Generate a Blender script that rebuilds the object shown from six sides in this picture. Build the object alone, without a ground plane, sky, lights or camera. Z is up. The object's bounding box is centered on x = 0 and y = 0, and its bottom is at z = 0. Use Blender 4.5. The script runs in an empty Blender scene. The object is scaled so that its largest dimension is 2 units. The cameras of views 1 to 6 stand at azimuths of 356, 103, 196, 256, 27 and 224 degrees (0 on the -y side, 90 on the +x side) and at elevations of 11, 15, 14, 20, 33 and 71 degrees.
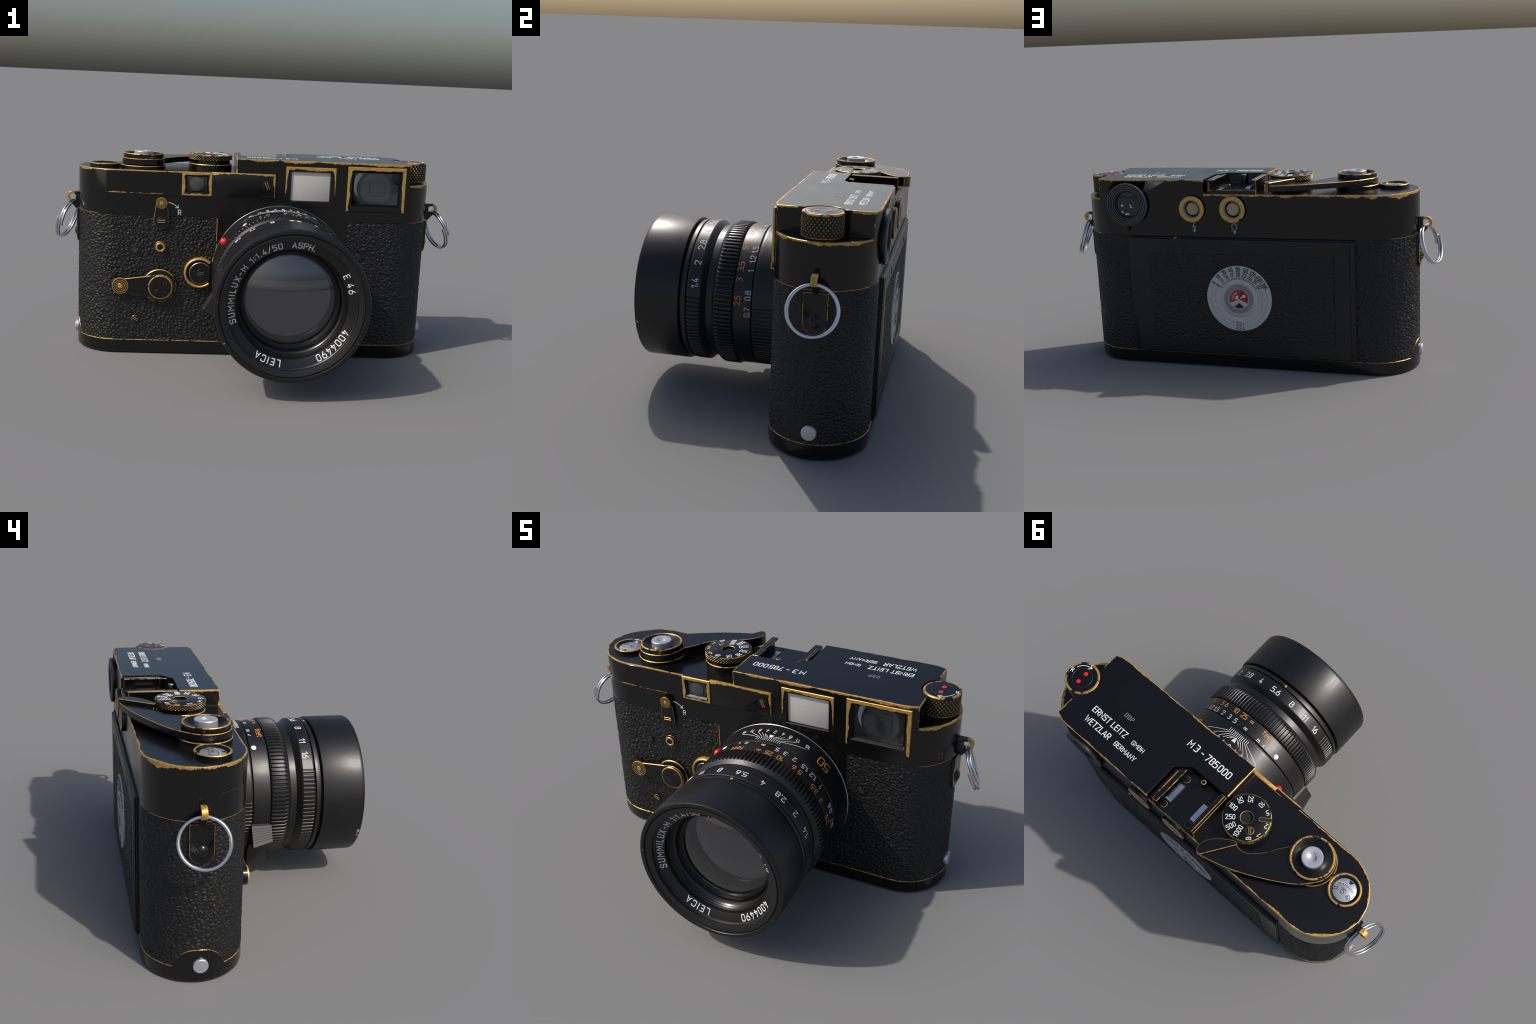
import bpy, bmesh, math, random
import numpy as np
from mathutils import Vector, Matrix, noise

random.seed(7)
PI = math.pi
# ------------------------------------------------------------------ sizes (metres)
XC, HALF, YC, R0 = -0.007, 0.676, 0.3225, 0.2070   # stadium footprint: centre, half straight length, centre line, end radius
HR, HL = XC + HALF, XC - HALF                # centres of the two round ends
FLAT = 0.0055                                 # how far the back corners of the ends fall inside the circle
def end_r(r, s, c):
    """Radius of a round end in the direction (c outward, s towards the back)."""
    return r - FLAT * max(0.0, 2 * s * abs(c))
Z_BASE, Z_BELT, Z_LEDGE, Z_DECK, Z_TOP = 0.070, 0.697, 0.885, 0.915, 0.988
LX, LZ = 0.119, 0.429                        # lens axis

# ================================================================== node expressions
class X:
    """A number or a socket in a material, with arithmetic that adds Math nodes."""
    def __init__(self, tree, s): self.t, self.s = tree, s
    def _op(self, op, *args, clamp=False):
        n = self.t.nodes.new('ShaderNodeMath'); n.operation = op; n.use_clamp = clamp
        for i, a in enumerate(args):
            a = a.s if isinstance(a, X) else a
            if isinstance(a, (int, float)): n.inputs[i].default_value = a
            else: self.t.links.new(a, n.inputs[i])
        return X(self.t, n.outputs[0])
    def __add__(self, o): return self._op('ADD', self, o)
    __radd__ = __add__
    def __sub__(self, o): return self._op('SUBTRACT', self, o)
    def __rsub__(self, o): return self._op('SUBTRACT', o, self)
    def __mul__(self, o): return self._op('MULTIPLY', self, o)
    __rmul__ = __mul__
    def __truediv__(self, o): return self._op('DIVIDE', self, o)
    def __neg__(self): return self._op('MULTIPLY', self, -1.0)
    def abs(self): return self._op('ABSOLUTE', self)
    def max(self, o): return self._op('MAXIMUM', self, o)
    def min(self, o): return self._op('MINIMUM', self, o)
    def sqrt(self): return self._op('SQRT', self)
    def atan2(self, o): return self._op('ARCTAN2', self, o)
    def pingpong(self, o): return self._op('PINGPONG', self, o)
    def lt(self, o, soft=0.0006):
        """1 where self < o, with a soft border."""
        return self._op('ADD', (o - self) / soft if isinstance(o, X) else (self - o) * (-1.0 / soft), 0.5, clamp=True)

class Mat:
    """A procedural material under construction."""
    def __init__(self, name, rough=0.4, metal=0.0, color=(.5, .5, .5), coat=0.0, ior=1.5):
        self.m = bpy.data.materials.new(name); self.m.use_nodes = True
        self.t = self.m.node_tree; self.b = self.t.nodes['Principled BSDF']
        self.b.inputs['Roughness'].default_value = rough
        self.b.inputs['Metallic'].default_value = metal
        self.b.inputs['Base Color'].default_value = (*color, 1)
        self.b.inputs['Coat Weight'].default_value = coat
        self.b.inputs['IOR'].default_value = ior
        self._tc = None
    def coord(self):
        if not self._tc: self._tc = self.t.nodes.new('ShaderNodeTexCoord')
        return self._tc.outputs['Object']
    def xyz(self):
        s = self.t.nodes.new('ShaderNodeSeparateXYZ'); self.t.links.new(self.coord(), s.inputs[0])
        return [X(self.t, o) for o in s.outputs]
    def noise(self, scale, detail=3.0, rough=0.55, stretch=None, dist=0.0):
        n = self.t.nodes.new('ShaderNodeTexNoise'); src = self.coord()
        if stretch:
            mp = self.t.nodes.new('ShaderNodeMapping'); mp.inputs['Scale'].default_value = stretch
            self.t.links.new(src, mp.inputs[0]); src = mp.outputs[0]
        self.t.links.new(src, n.inputs['Vector'])
        n.inputs['Scale'].default_value = scale; n.inputs['Detail'].default_value = detail
        n.inputs['Roughness'].default_value = rough; n.inputs['Distortion'].default_value = dist
        return X(self.t, n.outputs['Fac'])
    def ramp(self, fac, stops):
        r = self.t.nodes.new('ShaderNodeValToRGB'); e = r.color_ramp.elements
        while len(e) < len(stops): e.new(0.5)
        for el, (p, c) in zip(e, stops): el.position = p; el.color = (*c, 1)
        self.t.links.new(fac.s, r.inputs[0]); return r.outputs[0]
    def mix(self, fac, a, b):
        n = self.t.nodes.new('ShaderNodeMix'); n.data_type = 'RGBA'
        ins = {i.name + i.type: i for i in n.inputs}
        for key, v in (('ARGBA', a), ('BRGBA', b)):
            if isinstance(v, tuple): ins[key].default_value = (*v, 1)
            else: self.t.links.new(v, ins[key])
        self.t.links.new(fac.s, n.inputs[0]); return [o for o in n.outputs if o.type == 'RGBA'][0]
    def set(self, name, v):
        if isinstance(v, X): v = v.s
        self.t.links.new(v, self.b.inputs[name])
    def bump(self, h, strength=0.3, dist=0.002):
        n = self.t.nodes.new('ShaderNodeBump'); n.inputs['Strength'].default_value = strength
        n.inputs['Distance'].default_value = dist
        self.t.links.new(h.s, n.inputs['Height']); self.t.links.new(n.outputs[0], self.b.inputs['Normal'])

BLACK = (0.0034, 0.0034, 0.0035)
BRASS_DARK, BRASS = (0.40, 0.225, 0.060), (0.67, 0.395, 0.105)

def paint(name, dist=None, width=0.006, jag=0.8, rough=0.20, fine=90, broad=9, color=BLACK):
    """Black lacquer; dist(x,y,z) gives the distance to the worn edges, where brass shows through."""
    m = Mat(name, rough=rough, color=color)
    grime = m.noise(7, 4, .6)
    m.set('Roughness', grime * 0.16 + (rough - 0.08))
    if dist:
        x, y, z = m.xyz(); d = dist(x, y, z)
        n1, n2 = m.noise(broad, 2, .5), m.noise(fine, 3, .6)
        w = (n1 - 0.5) * (3.4 * jag) + (n2 - 0.5) * (1.6 * jag) + 1.0
        mask = d.lt(w * width)
        brass = m.ramp(m.noise(55, 4, .65), [(.3, BRASS_DARK), (.55, BRASS)])
        m.set('Base Color', m.mix(mask, m.mix(grime, tuple(c * .9 for c in color), tuple(c * 1.12 for c in color)), brass))
        m.set('Metallic', mask * 0.6)
        m.set('Roughness', mask * 0.24 + grime * 0.16 + (rough - 0.08))
    else:
        m.set('Base Color', m.mix(grime, tuple(c * .9 for c in color), tuple(c * 1.12 for c in color)))
    return m.m

def worn_brass(name, keep=0.62, tone=1.0):
    """Bare brass on a chamfer, with remains of black lacquer: keep is the share of brass."""
    m = Mat(name, rough=0.42, metal=0.6)
    n = m.noise(30, 4, .65); mask = n.lt(keep, 0.02)
    brass = m.ramp(m.noise(60, 4, .65), [(.3, tuple(c * tone for c in BRASS_DARK)), (.55, tuple(c * tone for c in BRASS))])
    m.set('Base Color', m.mix(mask, BLACK, brass)); m.set('Metallic', mask * 0.6)
    return m.m

def plain(name, color, rough=0.4, metal=0.0, vary=0.12, scale=40, **k):
    m = Mat(name, rough=rough, metal=metal, color=color, **k)
    n = m.noise(scale, 4, .6)
    m.set('Base Color', m.mix(n, tuple(c * (1 - vary) for c in color), tuple(min(1, c * (1 + vary)) for c in color)))
    return m.m

def inset_stadium(x, y, r=R0):
    q = ((x - XC).abs() - HALF).max(0.0); dy = y - YC; rr = q * q + dy * dy
    return (rr.sqrt() * -1.0 + r - (q * dy / (rr + 1e-6)).max(0.0) * (2 * FLAT)).max(0.0)

M_BLACK = paint('black_lacquer')
M_BRASS = plain('brass', BRASS, 0.42, 0.65, 0.25, 60)
M_EDGE = worn_brass('worn_brass_edge', 0.56)
M_EDGE_THIN = worn_brass('broken_brass_edge', 0.50)
M_CHROME = plain('polished_steel', (.72, .73, .76), 0.22, 1.0, 0.06, 50)
M_ALU = plain('satin_aluminium', (.60, .61, .63), 0.42, 0.75, 0.08, 60)
M_DISC = plain('satin_silver_disc', (.50, .50, .51), 0.45, 0.35, 0.05, 60)
M_WHITE = plain('white_engraving', (.78, .78, .78), 0.5, 0, .04)
M_ORANGE = plain('orange_engraving', (.72, .27, .045), 0.5, 0, .06)
M_INK = plain('black_ink', (.012, .012, .013), 0.6, 0, .05)
M_RED = plain('red_enamel', (.75, .012, .012), 0.18, 0, .06, coat=.5)
M_DARKRED = plain('dark_red_enamel', (.34, .012, .015), 0.35, 0, .06)
M_VOID = plain('matt_black', (.006, .006, .006), 0.8, 0, .1)
M_CREAM = plain('cream_plastic', (.46, .37, .25), 0.45, 0, .10, 25)
M_FROST = plain('frosted_window', (.50, .49, .46), 0.45, 0, .03, 30)
M_PALE = plain('pale_glint', (.72, .76, .77), 0.25, 0.3, .05)  # pale tone painted for reflections and the bright finder interior
M_BROWN = plain('brown_black_interior', (.035, .025, .015), 0.5, 0, .2)

def lens_black():
    m = Mat('black_anodised', rough=.36, color=(.005, .005, .0052))
    n = m.noise(60, 3, .6, stretch=(1, .12, 1)); g = m.noise(9, 3, .5)
    m.set('Roughness', n * .16 + g * .12 + .24)
    m.set('Base Color', m.mix(g, (.0045, .0045, .0047), (.0070, .0070, .0072)))
    m.b.inputs['Specular IOR Level'].default_value = 0.55
    return m.m
M_LENS = lens_black()

def rim_black():
    """Anodised hood rim with a few bright nicks along its front edge."""
    m = Mat('nicked_black_rim', rough=.36, color=(.005, .005, .005))
    mask = m.noise(26, 2, .5).lt(0.31, 0.01)
    m.set('Base Color', m.mix(mask, (.005, .005, .0052), (.55, .55, .55))); m.set('Metallic', mask * .6)
    return m.m
M_RIM = rim_black()

def glass(name, color, ior, rough=0.03):
    m = Mat(name, rough=rough, color=color, ior=ior)
    m.set('Roughness', m.noise(14, 4, .6) * 0.05 + rough)
    return m.m
M_GLASS = glass('coated_dark_glass', (.020, .020, .021), 2.0, .02)
def clear_glass():
    m = Mat('clear_coated_glass', rough=.0, color=(.92, .93, .95), ior=1.5); m.b.inputs['Transmission Weight'].default_value = 1.0
    m.set('Roughness', m.noise(14, 4, .6) * 0.004)
    return m.m
M_CLEAR = clear_glass()
M_FINDER = glass('grey_finder_glass', (.060, .064, .066), 1.6)
M_GLASS2 = glass('viewfinder_glass', (.020, .022, .023), 1.6)

def leather_mat():
    m = Mat('black_pebbled_leather', rough=.42, color=(.013, .013, .0135))
    g = m.noise(5, 4, .6)
    m.set('Base Color', m.mix(g, (.0045, .0045, .0046), (.0075, .0073, .0070)))
    m.set('Roughness', m.noise(120, 3, .6) * .3 + .33)
    m.bump(m.noise(420, 3, .6), .25, .0012)
    m.b.inputs['Specular IOR Level'].default_value = 0.5
    return m.m
M_LEATHER = leather_mat()

def knurl_mat(name, cx, cy, n_around, pitch, z0):
    """Brass on the tips of the diamond knurl, black in the grooves."""
    m = Mat(name, rough=.38)
    x, y, z = m.xyz()
    u = (y - cy).atan2(x - cx) * (n_around / (2 * PI)); v = (z - z0) / pitch
    a, b = (u + v + 200.0).pingpong(0.5), (u - v + 200.0).pingpong(0.5)
    mask = (a.min(b) * -1.0).lt(m.noise(40, 3) * 0.16 - 0.33, 0.03)
    brass = m.ramp(m.noise(55, 4, .65), [(.3, (.20, .125, .04)), (.6, (.42, .265, .085))])
    m.set('Base Color', m.mix(mask, BLACK, brass)); m.set('Metallic', mask * .8)
    return m.m

# ================================================================== mesh helpers
ROOT = bpy.data.objects.new('film_camera', None)
bpy.context.scene.collection.objects.link(ROOT)
ROOT['label'] = 'worn black and brass rangefinder film camera with large lens'
ROOT['category'] = 'camera'

def link(o, parent):
    bpy.context.scene.collection.objects.link(o); o.parent = parent or ROOT; return o

def make(name, verts, faces, mats, idx=None, parent=None, angle=35):
    me = bpy.data.meshes.new(name); me.from_pydata([tuple(v) for v in verts], [], faces)
    for mt in (mats if isinstance(mats, (list, tuple)) else [mats]): me.materials.append(mt)
    if idx is not None: me.polygons.foreach_set('material_index', np.array(idx, np.int32))
    bm = bmesh.new(); bm.from_mesh(me); bmesh.ops.recalc_face_normals(bm, faces=bm.faces); bm.to_mesh(me); bm.free()
    me.shade_smooth(); me.set_sharp_from_angle(angle=math.radians(angle)); me.update()
    return link(bpy.data.objects.new(name, me), parent)

def from_bm(name, bm, mats, parent=None, angle=35):
    me = bpy.data.meshes.new(name); bmesh.ops.recalc_face_normals(bm, faces=bm.faces); bm.to_mesh(me); bm.free()
    for mt in (mats if isinstance(mats, (list, tuple)) else [mats]): me.materials.append(mt)
    me.shade_smooth(); me.set_sharp_from_angle(angle=math.radians(angle))
    return link(bpy.data.objects.new(name, me), parent)

def to3(axis, c):
    """Local (a, b, h) -> world, h along the axis. c is the position of the local origin."""
    cx, cy, cz = c
    return {'z': lambda a, b, h: (cx + a, cy + b, cz + h),
            '-y': lambda a, b, h: (cx + a, cy - h, cz + b),
            'y': lambda a, b, h: (cx - a, cy + h, cz + b),
            'x': lambda a, b, h: (cx + h, cy + a, cz + b),
            '-x': lambda a, b, h: (cx - h, cy - a, cz + b)}[axis]

def revolve(name, prof, axis, c, mats, seg=96, parent=None, idx=None, wave=None, angle=35, caps=(1, 1)):
    """prof: (r, h) pairs; idx: material per profile segment; wave(theta, k) adds to r in row k."""
    f = to3(axis, c); V, F, I = [], [], []
    for k, (r, h) in enumerate(prof):
        for i in range(seg):
            t = 2 * PI * i / seg; rr = r + (wave(t, k) if wave else 0)
            V.append(f(rr * math.cos(t), rr * math.sin(t), h))
    for k in range(len(prof) - 1):
        for i in range(seg):
            j = (i + 1) % seg
            F.append((k * seg + i, k * seg + j, (k + 1) * seg + j, (k + 1) * seg + i)); I.append(idx[k] if idx else 0)
    for k in [q for q, on in zip((0, len(prof) - 1), caps) if on]:
        if prof[k][0] > 1e-4 and prof[0] != prof[-1]:
            F.append(tuple(k * seg + i for i in range(seg))); I.append(idx[min(k, len(prof) - 2)] if idx else 0)
    return make(name, V, F, mats, I, parent, angle)

def circle(r, n=48, a0=0, a1=2 * PI, c=(0, 0)):
    full = abs(a1 - a0 - 2 * PI) < 1e-6
    return [(c[0] + r * math.cos(a0 + (a1 - a0) * i / (n if full else n - 1)), c[1] + r * math.sin(a0 + (a1 - a0) * i / (n if full else n - 1))) for i in range(n)]

def prism(name, outline, h0, h1, axis, c, mats, chamfer=0.0, parent=None, hole=None, bottom_chamfer=False, angle=35):
    """Extruded outline; the chamfer strip on the outer face takes the second material. hole: inner outline of equal length."""
    f = to3(axis, c); n = len(outline); V, F, I = [], [], []
    P = np.array(outline, float)
    if np.sum(P[:, 0] * np.roll(P[:, 1], -1) - np.roll(P[:, 0], -1) * P[:, 1]) < 0:
        P = P[::-1]
        if hole is not None: hole = hole[::-1]
    def inset(Q, d):
        e0 = Q - np.roll(Q, 1, 0); e1 = np.roll(Q, -1, 0) - Q
        n0 = np.stack([-e0[:, 1], e0[:, 0]], 1); n1 = np.stack([-e1[:, 1], e1[:, 0]], 1)
        n0 /= np.maximum(np.linalg.norm(n0, axis=1, keepdims=True), 1e-9); n1 /= np.maximum(np.linalg.norm(n1, axis=1, keepdims=True), 1e-9)
        m = n0 + n1; m /= np.maximum(np.linalg.norm(m, axis=1, keepdims=True), 1e-9)
        k = np.clip((m * n0).sum(1), .35, 1)[:, None]
        return Q + m * d / k
    rows = [(P, h0), (P, h1 - chamfer), (inset(P, chamfer), h1)] if chamfer else [(P, h0), (P, h1)]
    if hole is not None:
        H = np.array(hole, float)
        rows += [(inset(H, -chamfer), h1), (H, h1 - chamfer), (H, h0)] if chamfer else [(H, h1), (H, h0)]
    for Q, h in rows: V += [f(a, b, h) for a, b in Q]
    for k in range(len(rows) - 1):
        for i in range(n):
            j = (i + 1) % n; F.append((k * n + i, k * n + j, (k + 1) * n + j, (k + 1) * n + i))
            I.append(1 if chamfer and (k == 1 or (hole is not None and k == 3)) else 0)
    if hole is None:
        F += [tuple(range(n - 1, -1, -1)), tuple((len(rows) - 1) * n + i for i in range(n))]; I += [0, 0]
    else:
        k = len(rows) - 1
        for i in range(n):
            j = (i + 1) % n; F.append((k * n + i, k * n + j, j, i)); I.append(0)
    mats = list(mats) if isinstance(mats, (list, tuple)) else [mats]
    if len(mats) == 1: mats = mats * 2
    return make(name, V, F, mats, I, parent, angle)

def rect(x0, x1, y0, y1): return [(x0, y0), (x1, y0), (x1, y1), (x0, y1)]

def box(name, lo, hi, mat, bevel=0.0, parent=None, edge=None):
    bm = bmesh.new(); bmesh.ops.create_cube(bm, size=1)
    for v in bm.verts:
        v.co = Vector([lo[i] + (hi[i] - lo[i]) * (v.co[i] + .5) for i in range(3)])
    if bevel: bmesh.ops.bevel(bm, geom=bm.edges[:], offset=bevel, segments=1 if edge else 2, affect='EDGES', profile=.5, material=1 if edge else -1)
    return from_bm(name, bm, [mat, edge] if edge else mat, parent)

def cut(obj, cutters, mat=None):
    """Subtract each (outline in x-z, y0, y1) from obj."""
    for ol, y0, y1 in cutters:
        k = prism('cutter', ol, 0, y1 - y0, '-y', (0, y1, 0), mat or M_BRASS)
        md = obj.modifiers.new('cut', 'BOOLEAN'); md.object = k; md.operation = 'DIFFERENCE'; md.solver = 'EXACT'
        try: md.material_mode = 'TRANSFER'
        except Exception: pass
        bpy.context.view_layer.update()
        me = bpy.data.meshes.new_from_object(obj.evaluated_get(bpy.context.evaluated_depsgraph_get()))
        obj.modifiers.clear(); obj.data = me; bpy.data.objects.remove(k)
    obj.data.shade_smooth(); obj.data.set_sharp_from_angle(angle=math.radians(18))

def copies(src, places, parent=None):
    """Repeats that share mesh data: places are (location, rotation_euler)."""
    for loc, rot in places:
        o = src.copy(); o.location, o.rotation_euler = loc, rot; link(o, parent or src.parent)

# ================================================================== stroke lettering
def C(x, y, r=.2): return (x, y, r)
W = .56
GLYPH = {  # width, strokes; a stroke is (closed, points); a point with a third number is rounded by that radius
    '0': (W, [(1, [C(0, 0), C(W, 0), C(W, 1), C(0, 1)])]),
    '1': (.3, [(0, [(0, .74), (.26, 1), (.26, 0)])]),
    '2': (W, [(0, [(0, .78), C(0, 1), C(W, 1), C(W, .62, .12), (0, 0), (W, 0)])]),
    '3': (W, [(0, [(0, 1), C(W, 1), C(W, .52, .15), (.2, .52)]), (0, [(.2, .52), C(W, .52), C(W, 0), (0, 0)])]),
    '4': (W, [(0, [(.34, 1), (0, .25), (W, .25)]), (0, [(.4, .5), (.4, 0)])]),
    '5': (W, [(0, [(W, 1), (.04, 1), (0, .55), C(W, .6), C(W, 0), (0, 0)])]),
    '6': (W, [(0, [(.38, 1), C(0, .5, .3), C(0, 0), C(W, 0), C(W, .56), (.05, .56)])]),
    '7': (W, [(0, [(0, 1), (W, 1), (.16, 0)])]),
    '8': (W, [(1, [C(.03, .53, .12), C(W - .03, .53, .12), C(W - .03, 1, .16), C(.03, 1, .16)]), (1, [C(0, 0), C(W, 0), C(W, .53, .14), C(0, .53, .14)])]),
    '9': (W, [(0, [(.18, 0), C(W, .5, .3), C(W, 1), C(0, 1), C(0, .44), (W - .05, .44)])]),
    '.': (.1, [(0, [(.05, 0), (.05, .1)])]), ':': (.1, [(0, [(.05, .15), (.05, .25)]), (0, [(.05, .65), (.05, .75)])]),
    '-': (.4, [(0, [(.02, .45), (.38, .45)])]), '/': (.45, [(0, [(0, -.05), (.45, 1.05)])]), ' ': (.35, []),
    'A': (.66, [(0, [(0, 0), (.33, 1), (.66, 0)]), (0, [(.12, .3), (.54, .3)])]),
    'B': (W, [(0, [(0, .53), C(W - .03, .53, .18), C(W - .03, 1, .2), (0, 1), (0, 0), C(W, 0, .22), C(W, .53, .2), (0, .53)])]),
    'C': (W, [(0, [(W, .8), C(W, 1), C(0, 1), C(0, 0), C(W, 0), (W, .2)])]),
    'D': (W, [(1, [(0, 0), C(W, 0, .28), C(W, 1, .28), (0, 1)])]),
    'E': (.5, [(0, [(.5, 1), (0, 1), (0, 0), (.5, 0)]), (0, [(0, .52), (.42, .52)])]),
    'G': (W, [(0, [(W, .8), C(W, 1), C(0, 1), C(0, 0), C(W, 0), (W, .46), (.3, .46)])]),
    'H': (W, [(0, [(0, 0), (0, 1)]), (0, [(W, 0), (W, 1)]), (0, [(0, .5), (W, .5)])]),
    'I': (.06, [(0, [(.03, 0), (.03, 1)])]),
    'L': (.46, [(0, [(0, 1), (0, 0), (.46, 0)])]),
    'M': (.74, [(0, [(0, 0), (0, 1), (.37, .35), (.74, 1), (.74, 0)])]),
    'N': (.6, [(0, [(0, 0), (0, 1), (.6, 0), (.6, 1)])]),
    'P': (W, [(0, [(0, 0), (0, 1), C(W, 1), C(W, .46), (0, .46)])]),
    'R': (W, [(0, [(0, 0), (0, 1), C(W, 1), C(W, .48), (0, .48)]), (0, [(.3, .48), (W, 0)])]),
    'S': (W, [(0, [(W, .82), C(W, 1), C(0, 1), C(0, .53), C(W, .53), C(W, 0), C(0, 0), (0, .18)])]),
    'T': (.56, [(0, [(0, 1), (.56, 1)]), (0, [(.28, 1), (.28, 0)])]),
    'U': (W, [(0, [(0, 1), C(0, 0), C(W, 0), (W, 1)])]),
    'W': (.9, [(0, [(0, 1), (.22, 0), (.45, .8), (.68, 0), (.9, 1)])]),
    'X': (.6, [(0, [(0, 0), (.6, 1)]), (0, [(0, 1), (.6, 0)])]),
    'Y': (.62, [(0, [(0, 1), (.31, .48), (.62, 1)]), (0, [(.31, .48), (.31, 0)])]),
    'Z': (.56, [(0, [(0, 1), (.56, 1), (0, 0), (.56, 0)])]),
    'e': (.5, [(0, [(0, .36), (.5, .36), C(.5, .68), C(0, .68), C(0, 0), (.45, 0)])]),
    'f': (.36, [(0, [(.12, 0), C(.12, 1), (.38, 1)]), (0, [(0, .66), (.34, .66)])]),
    't': (.36, [(0, [(.12, .92), C(.12, 0), (.36, 0)]), (0, [(0, .66), (.34, .66)])]),
    'm': (.74, [(0, [(0, 0), (0, .68), C(.37, .68, .15), (.37, 0)]), (0, [(.37, .6), C(.42, .68, .1), C(.74, .68, .15), (.74, 0)])]),
    '~': (.9, [(1, [C(0, .2), C(.4, .2), C(.5, .72), C(.9, .72), C(.9, .2), C(.5, .2), C(.4, .72), C(0, .72)])]),
    'h': (.4, [(0, [(0, .3), (.4, .7)]), (0, [(0, .3), (.18, .3)]), (0, [(.05, .1), (.4, .1)])]),
}

def fillet(closed, pts):
    out, n = [], len(pts)
    for i, p in enumerate(pts):
        if len(p) == 2 or (not closed and i in (0, n - 1)): out.append(Vector(p[:2])); continue
        a, b, c = Vector(pts[i - 1][:2]), Vector(p[:2]), Vector(pts[(i + 1) % n][:2])
        r = min(p[2], (a - b).length * .5, (c - b).length * .5)
        s, e = b + (a - b).normalized() * r, b + (c - b).normalized() * r
        for k in range(5):
            t = k / 4; out.append(s * (1 - t) ** 2 + b * (2 * t * (1 - t)) + e * t * t)
    return out

class Ink:
    """Collects raised strokes mapped onto a surface by fn(u, v, h)."""
    def __init__(self): self.V, self.F = [], []
    def stroke(self, pts, fn, w, h=0.0006, closed=False, step=0.02):
        P = [Vector(p) for p in pts]; Q = []
        m = len(P) if closed else len(P) - 1
        for i in range(m):
            a, b = P[i], P[(i + 1) % len(P)]; k = max(1, int((b - a).length / step))
            if (b - a).length < 1e-7: continue
            Q += [a.lerp(b, j / k) for j in range(k)]
        if not closed: Q.append(P[-1])
        n, base = len(Q), len(self.V)
        if n < 2: return
        for i, q in enumerate(Q):
            p0 = Q[i - 1] if (i or closed) else q; p1 = Q[(i + 1) % n] if (i < n - 1 or closed) else q
            d0, d1 = (q - p0), (p1 - q)
            d0 = d0.normalized() if d0.length > 1e-8 else d1.normalized(); d1 = d1.normalized() if d1.length > 1e-8 else d0
            nn = Vector((-(d0.y + d1.y), d0.x + d1.x)); nn = nn.normalized() if nn.length > 1e-6 else Vector((-d0.y, d0.x))
            k = 1 / max(.6, nn.dot(Vector((-d0.y, d0.x))))
            end = Vector((0, 0))
            if not closed and i == 0: end = -d1 * w * .4
            if not closed and i == n - 1: end = d0 * w * .4
            for s, hh in ((-.5, -.4), (-.36, .7), (0, 1), (.36, .7), (.5, -.4)):
                v = q + end + nn * (s * w * k); self.V.append(fn(v.x, v.y, hh * h))
        for i in range(n if closed else n - 1):
            a, b = base + i * 5, base + ((i + 1) % n) * 5
            for k in range(4): self.F.append((a + k, a + k + 1, b + k + 1, b + k))
        if not closed: self.F += [tuple(base + k for k in range(5)), tuple(base + (n - 1) * 5 + k for k in range(5))]
    def text(self, s, size, fn, weight=.15, gap=.3, aspect=1.0, center=True, h=0.0006):
        total = sum(GLYPH[c][0] * aspect + gap for c in s) - gap
        u = -total / 2 if center else 0
        for c in s:
            w, st = GLYPH[c]
            for closed, pts in st:
                p = [((u + q.x * aspect) * size, (q.y - .5) * size) for q in fillet(closed, pts)]
                self.stroke(p, fn, weight * size, h, closed)
            u += w * aspect + gap
        return self
    def done(self, name, mat, parent=None):
        o = make(name, self.V, self.F, mat, None, parent, 80); return o

def on_plane(axis, c, rot=0.0):
    f = to3(axis, c); cs, sn = math.cos(rot), math.sin(rot)
    return lambda u, v, h: f(u * cs - v * sn, u * sn + v * cs, h)

def on_top(x, y, z, rot=0.0):
    """Deck lettering, read from behind the camera: u runs to -x, v to -y."""
    cs, sn = math.cos(rot), math.sin(rot)
    return lambda u, v, h: (x - (u * cs - v * sn), y - (u * sn + v * cs), z + h)

def on_barrel(deg, y, r):
    t0 = math.radians(deg)
    return lambda u, v, h: (LX + (r + h) * math.cos(t0 + u / r), y - v, LZ + (r + h) * math.sin(t0 + u / r))

# ================================================================== body
def stadium(r, n=40, x_lo=None):
    e = lambda a: end_r(r, math.sin(a), math.cos(a))
    pts = [(HR + e(a) * math.cos(a), YC + e(a) * math.sin(a)) for a in np.linspace(-PI / 2, PI / 2, n)]
    pts += [(HL + e(a) * math.cos(a), YC + e(a) * math.sin(a)) for a in np.linspace(PI / 2, 3 * PI / 2, n)]
    return pts

body = prism('body_core', stadium(R0 - .0045), Z_BASE - .01, Z_BELT + .005, 'z', (0, 0, 0), M_BLACK)

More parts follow.
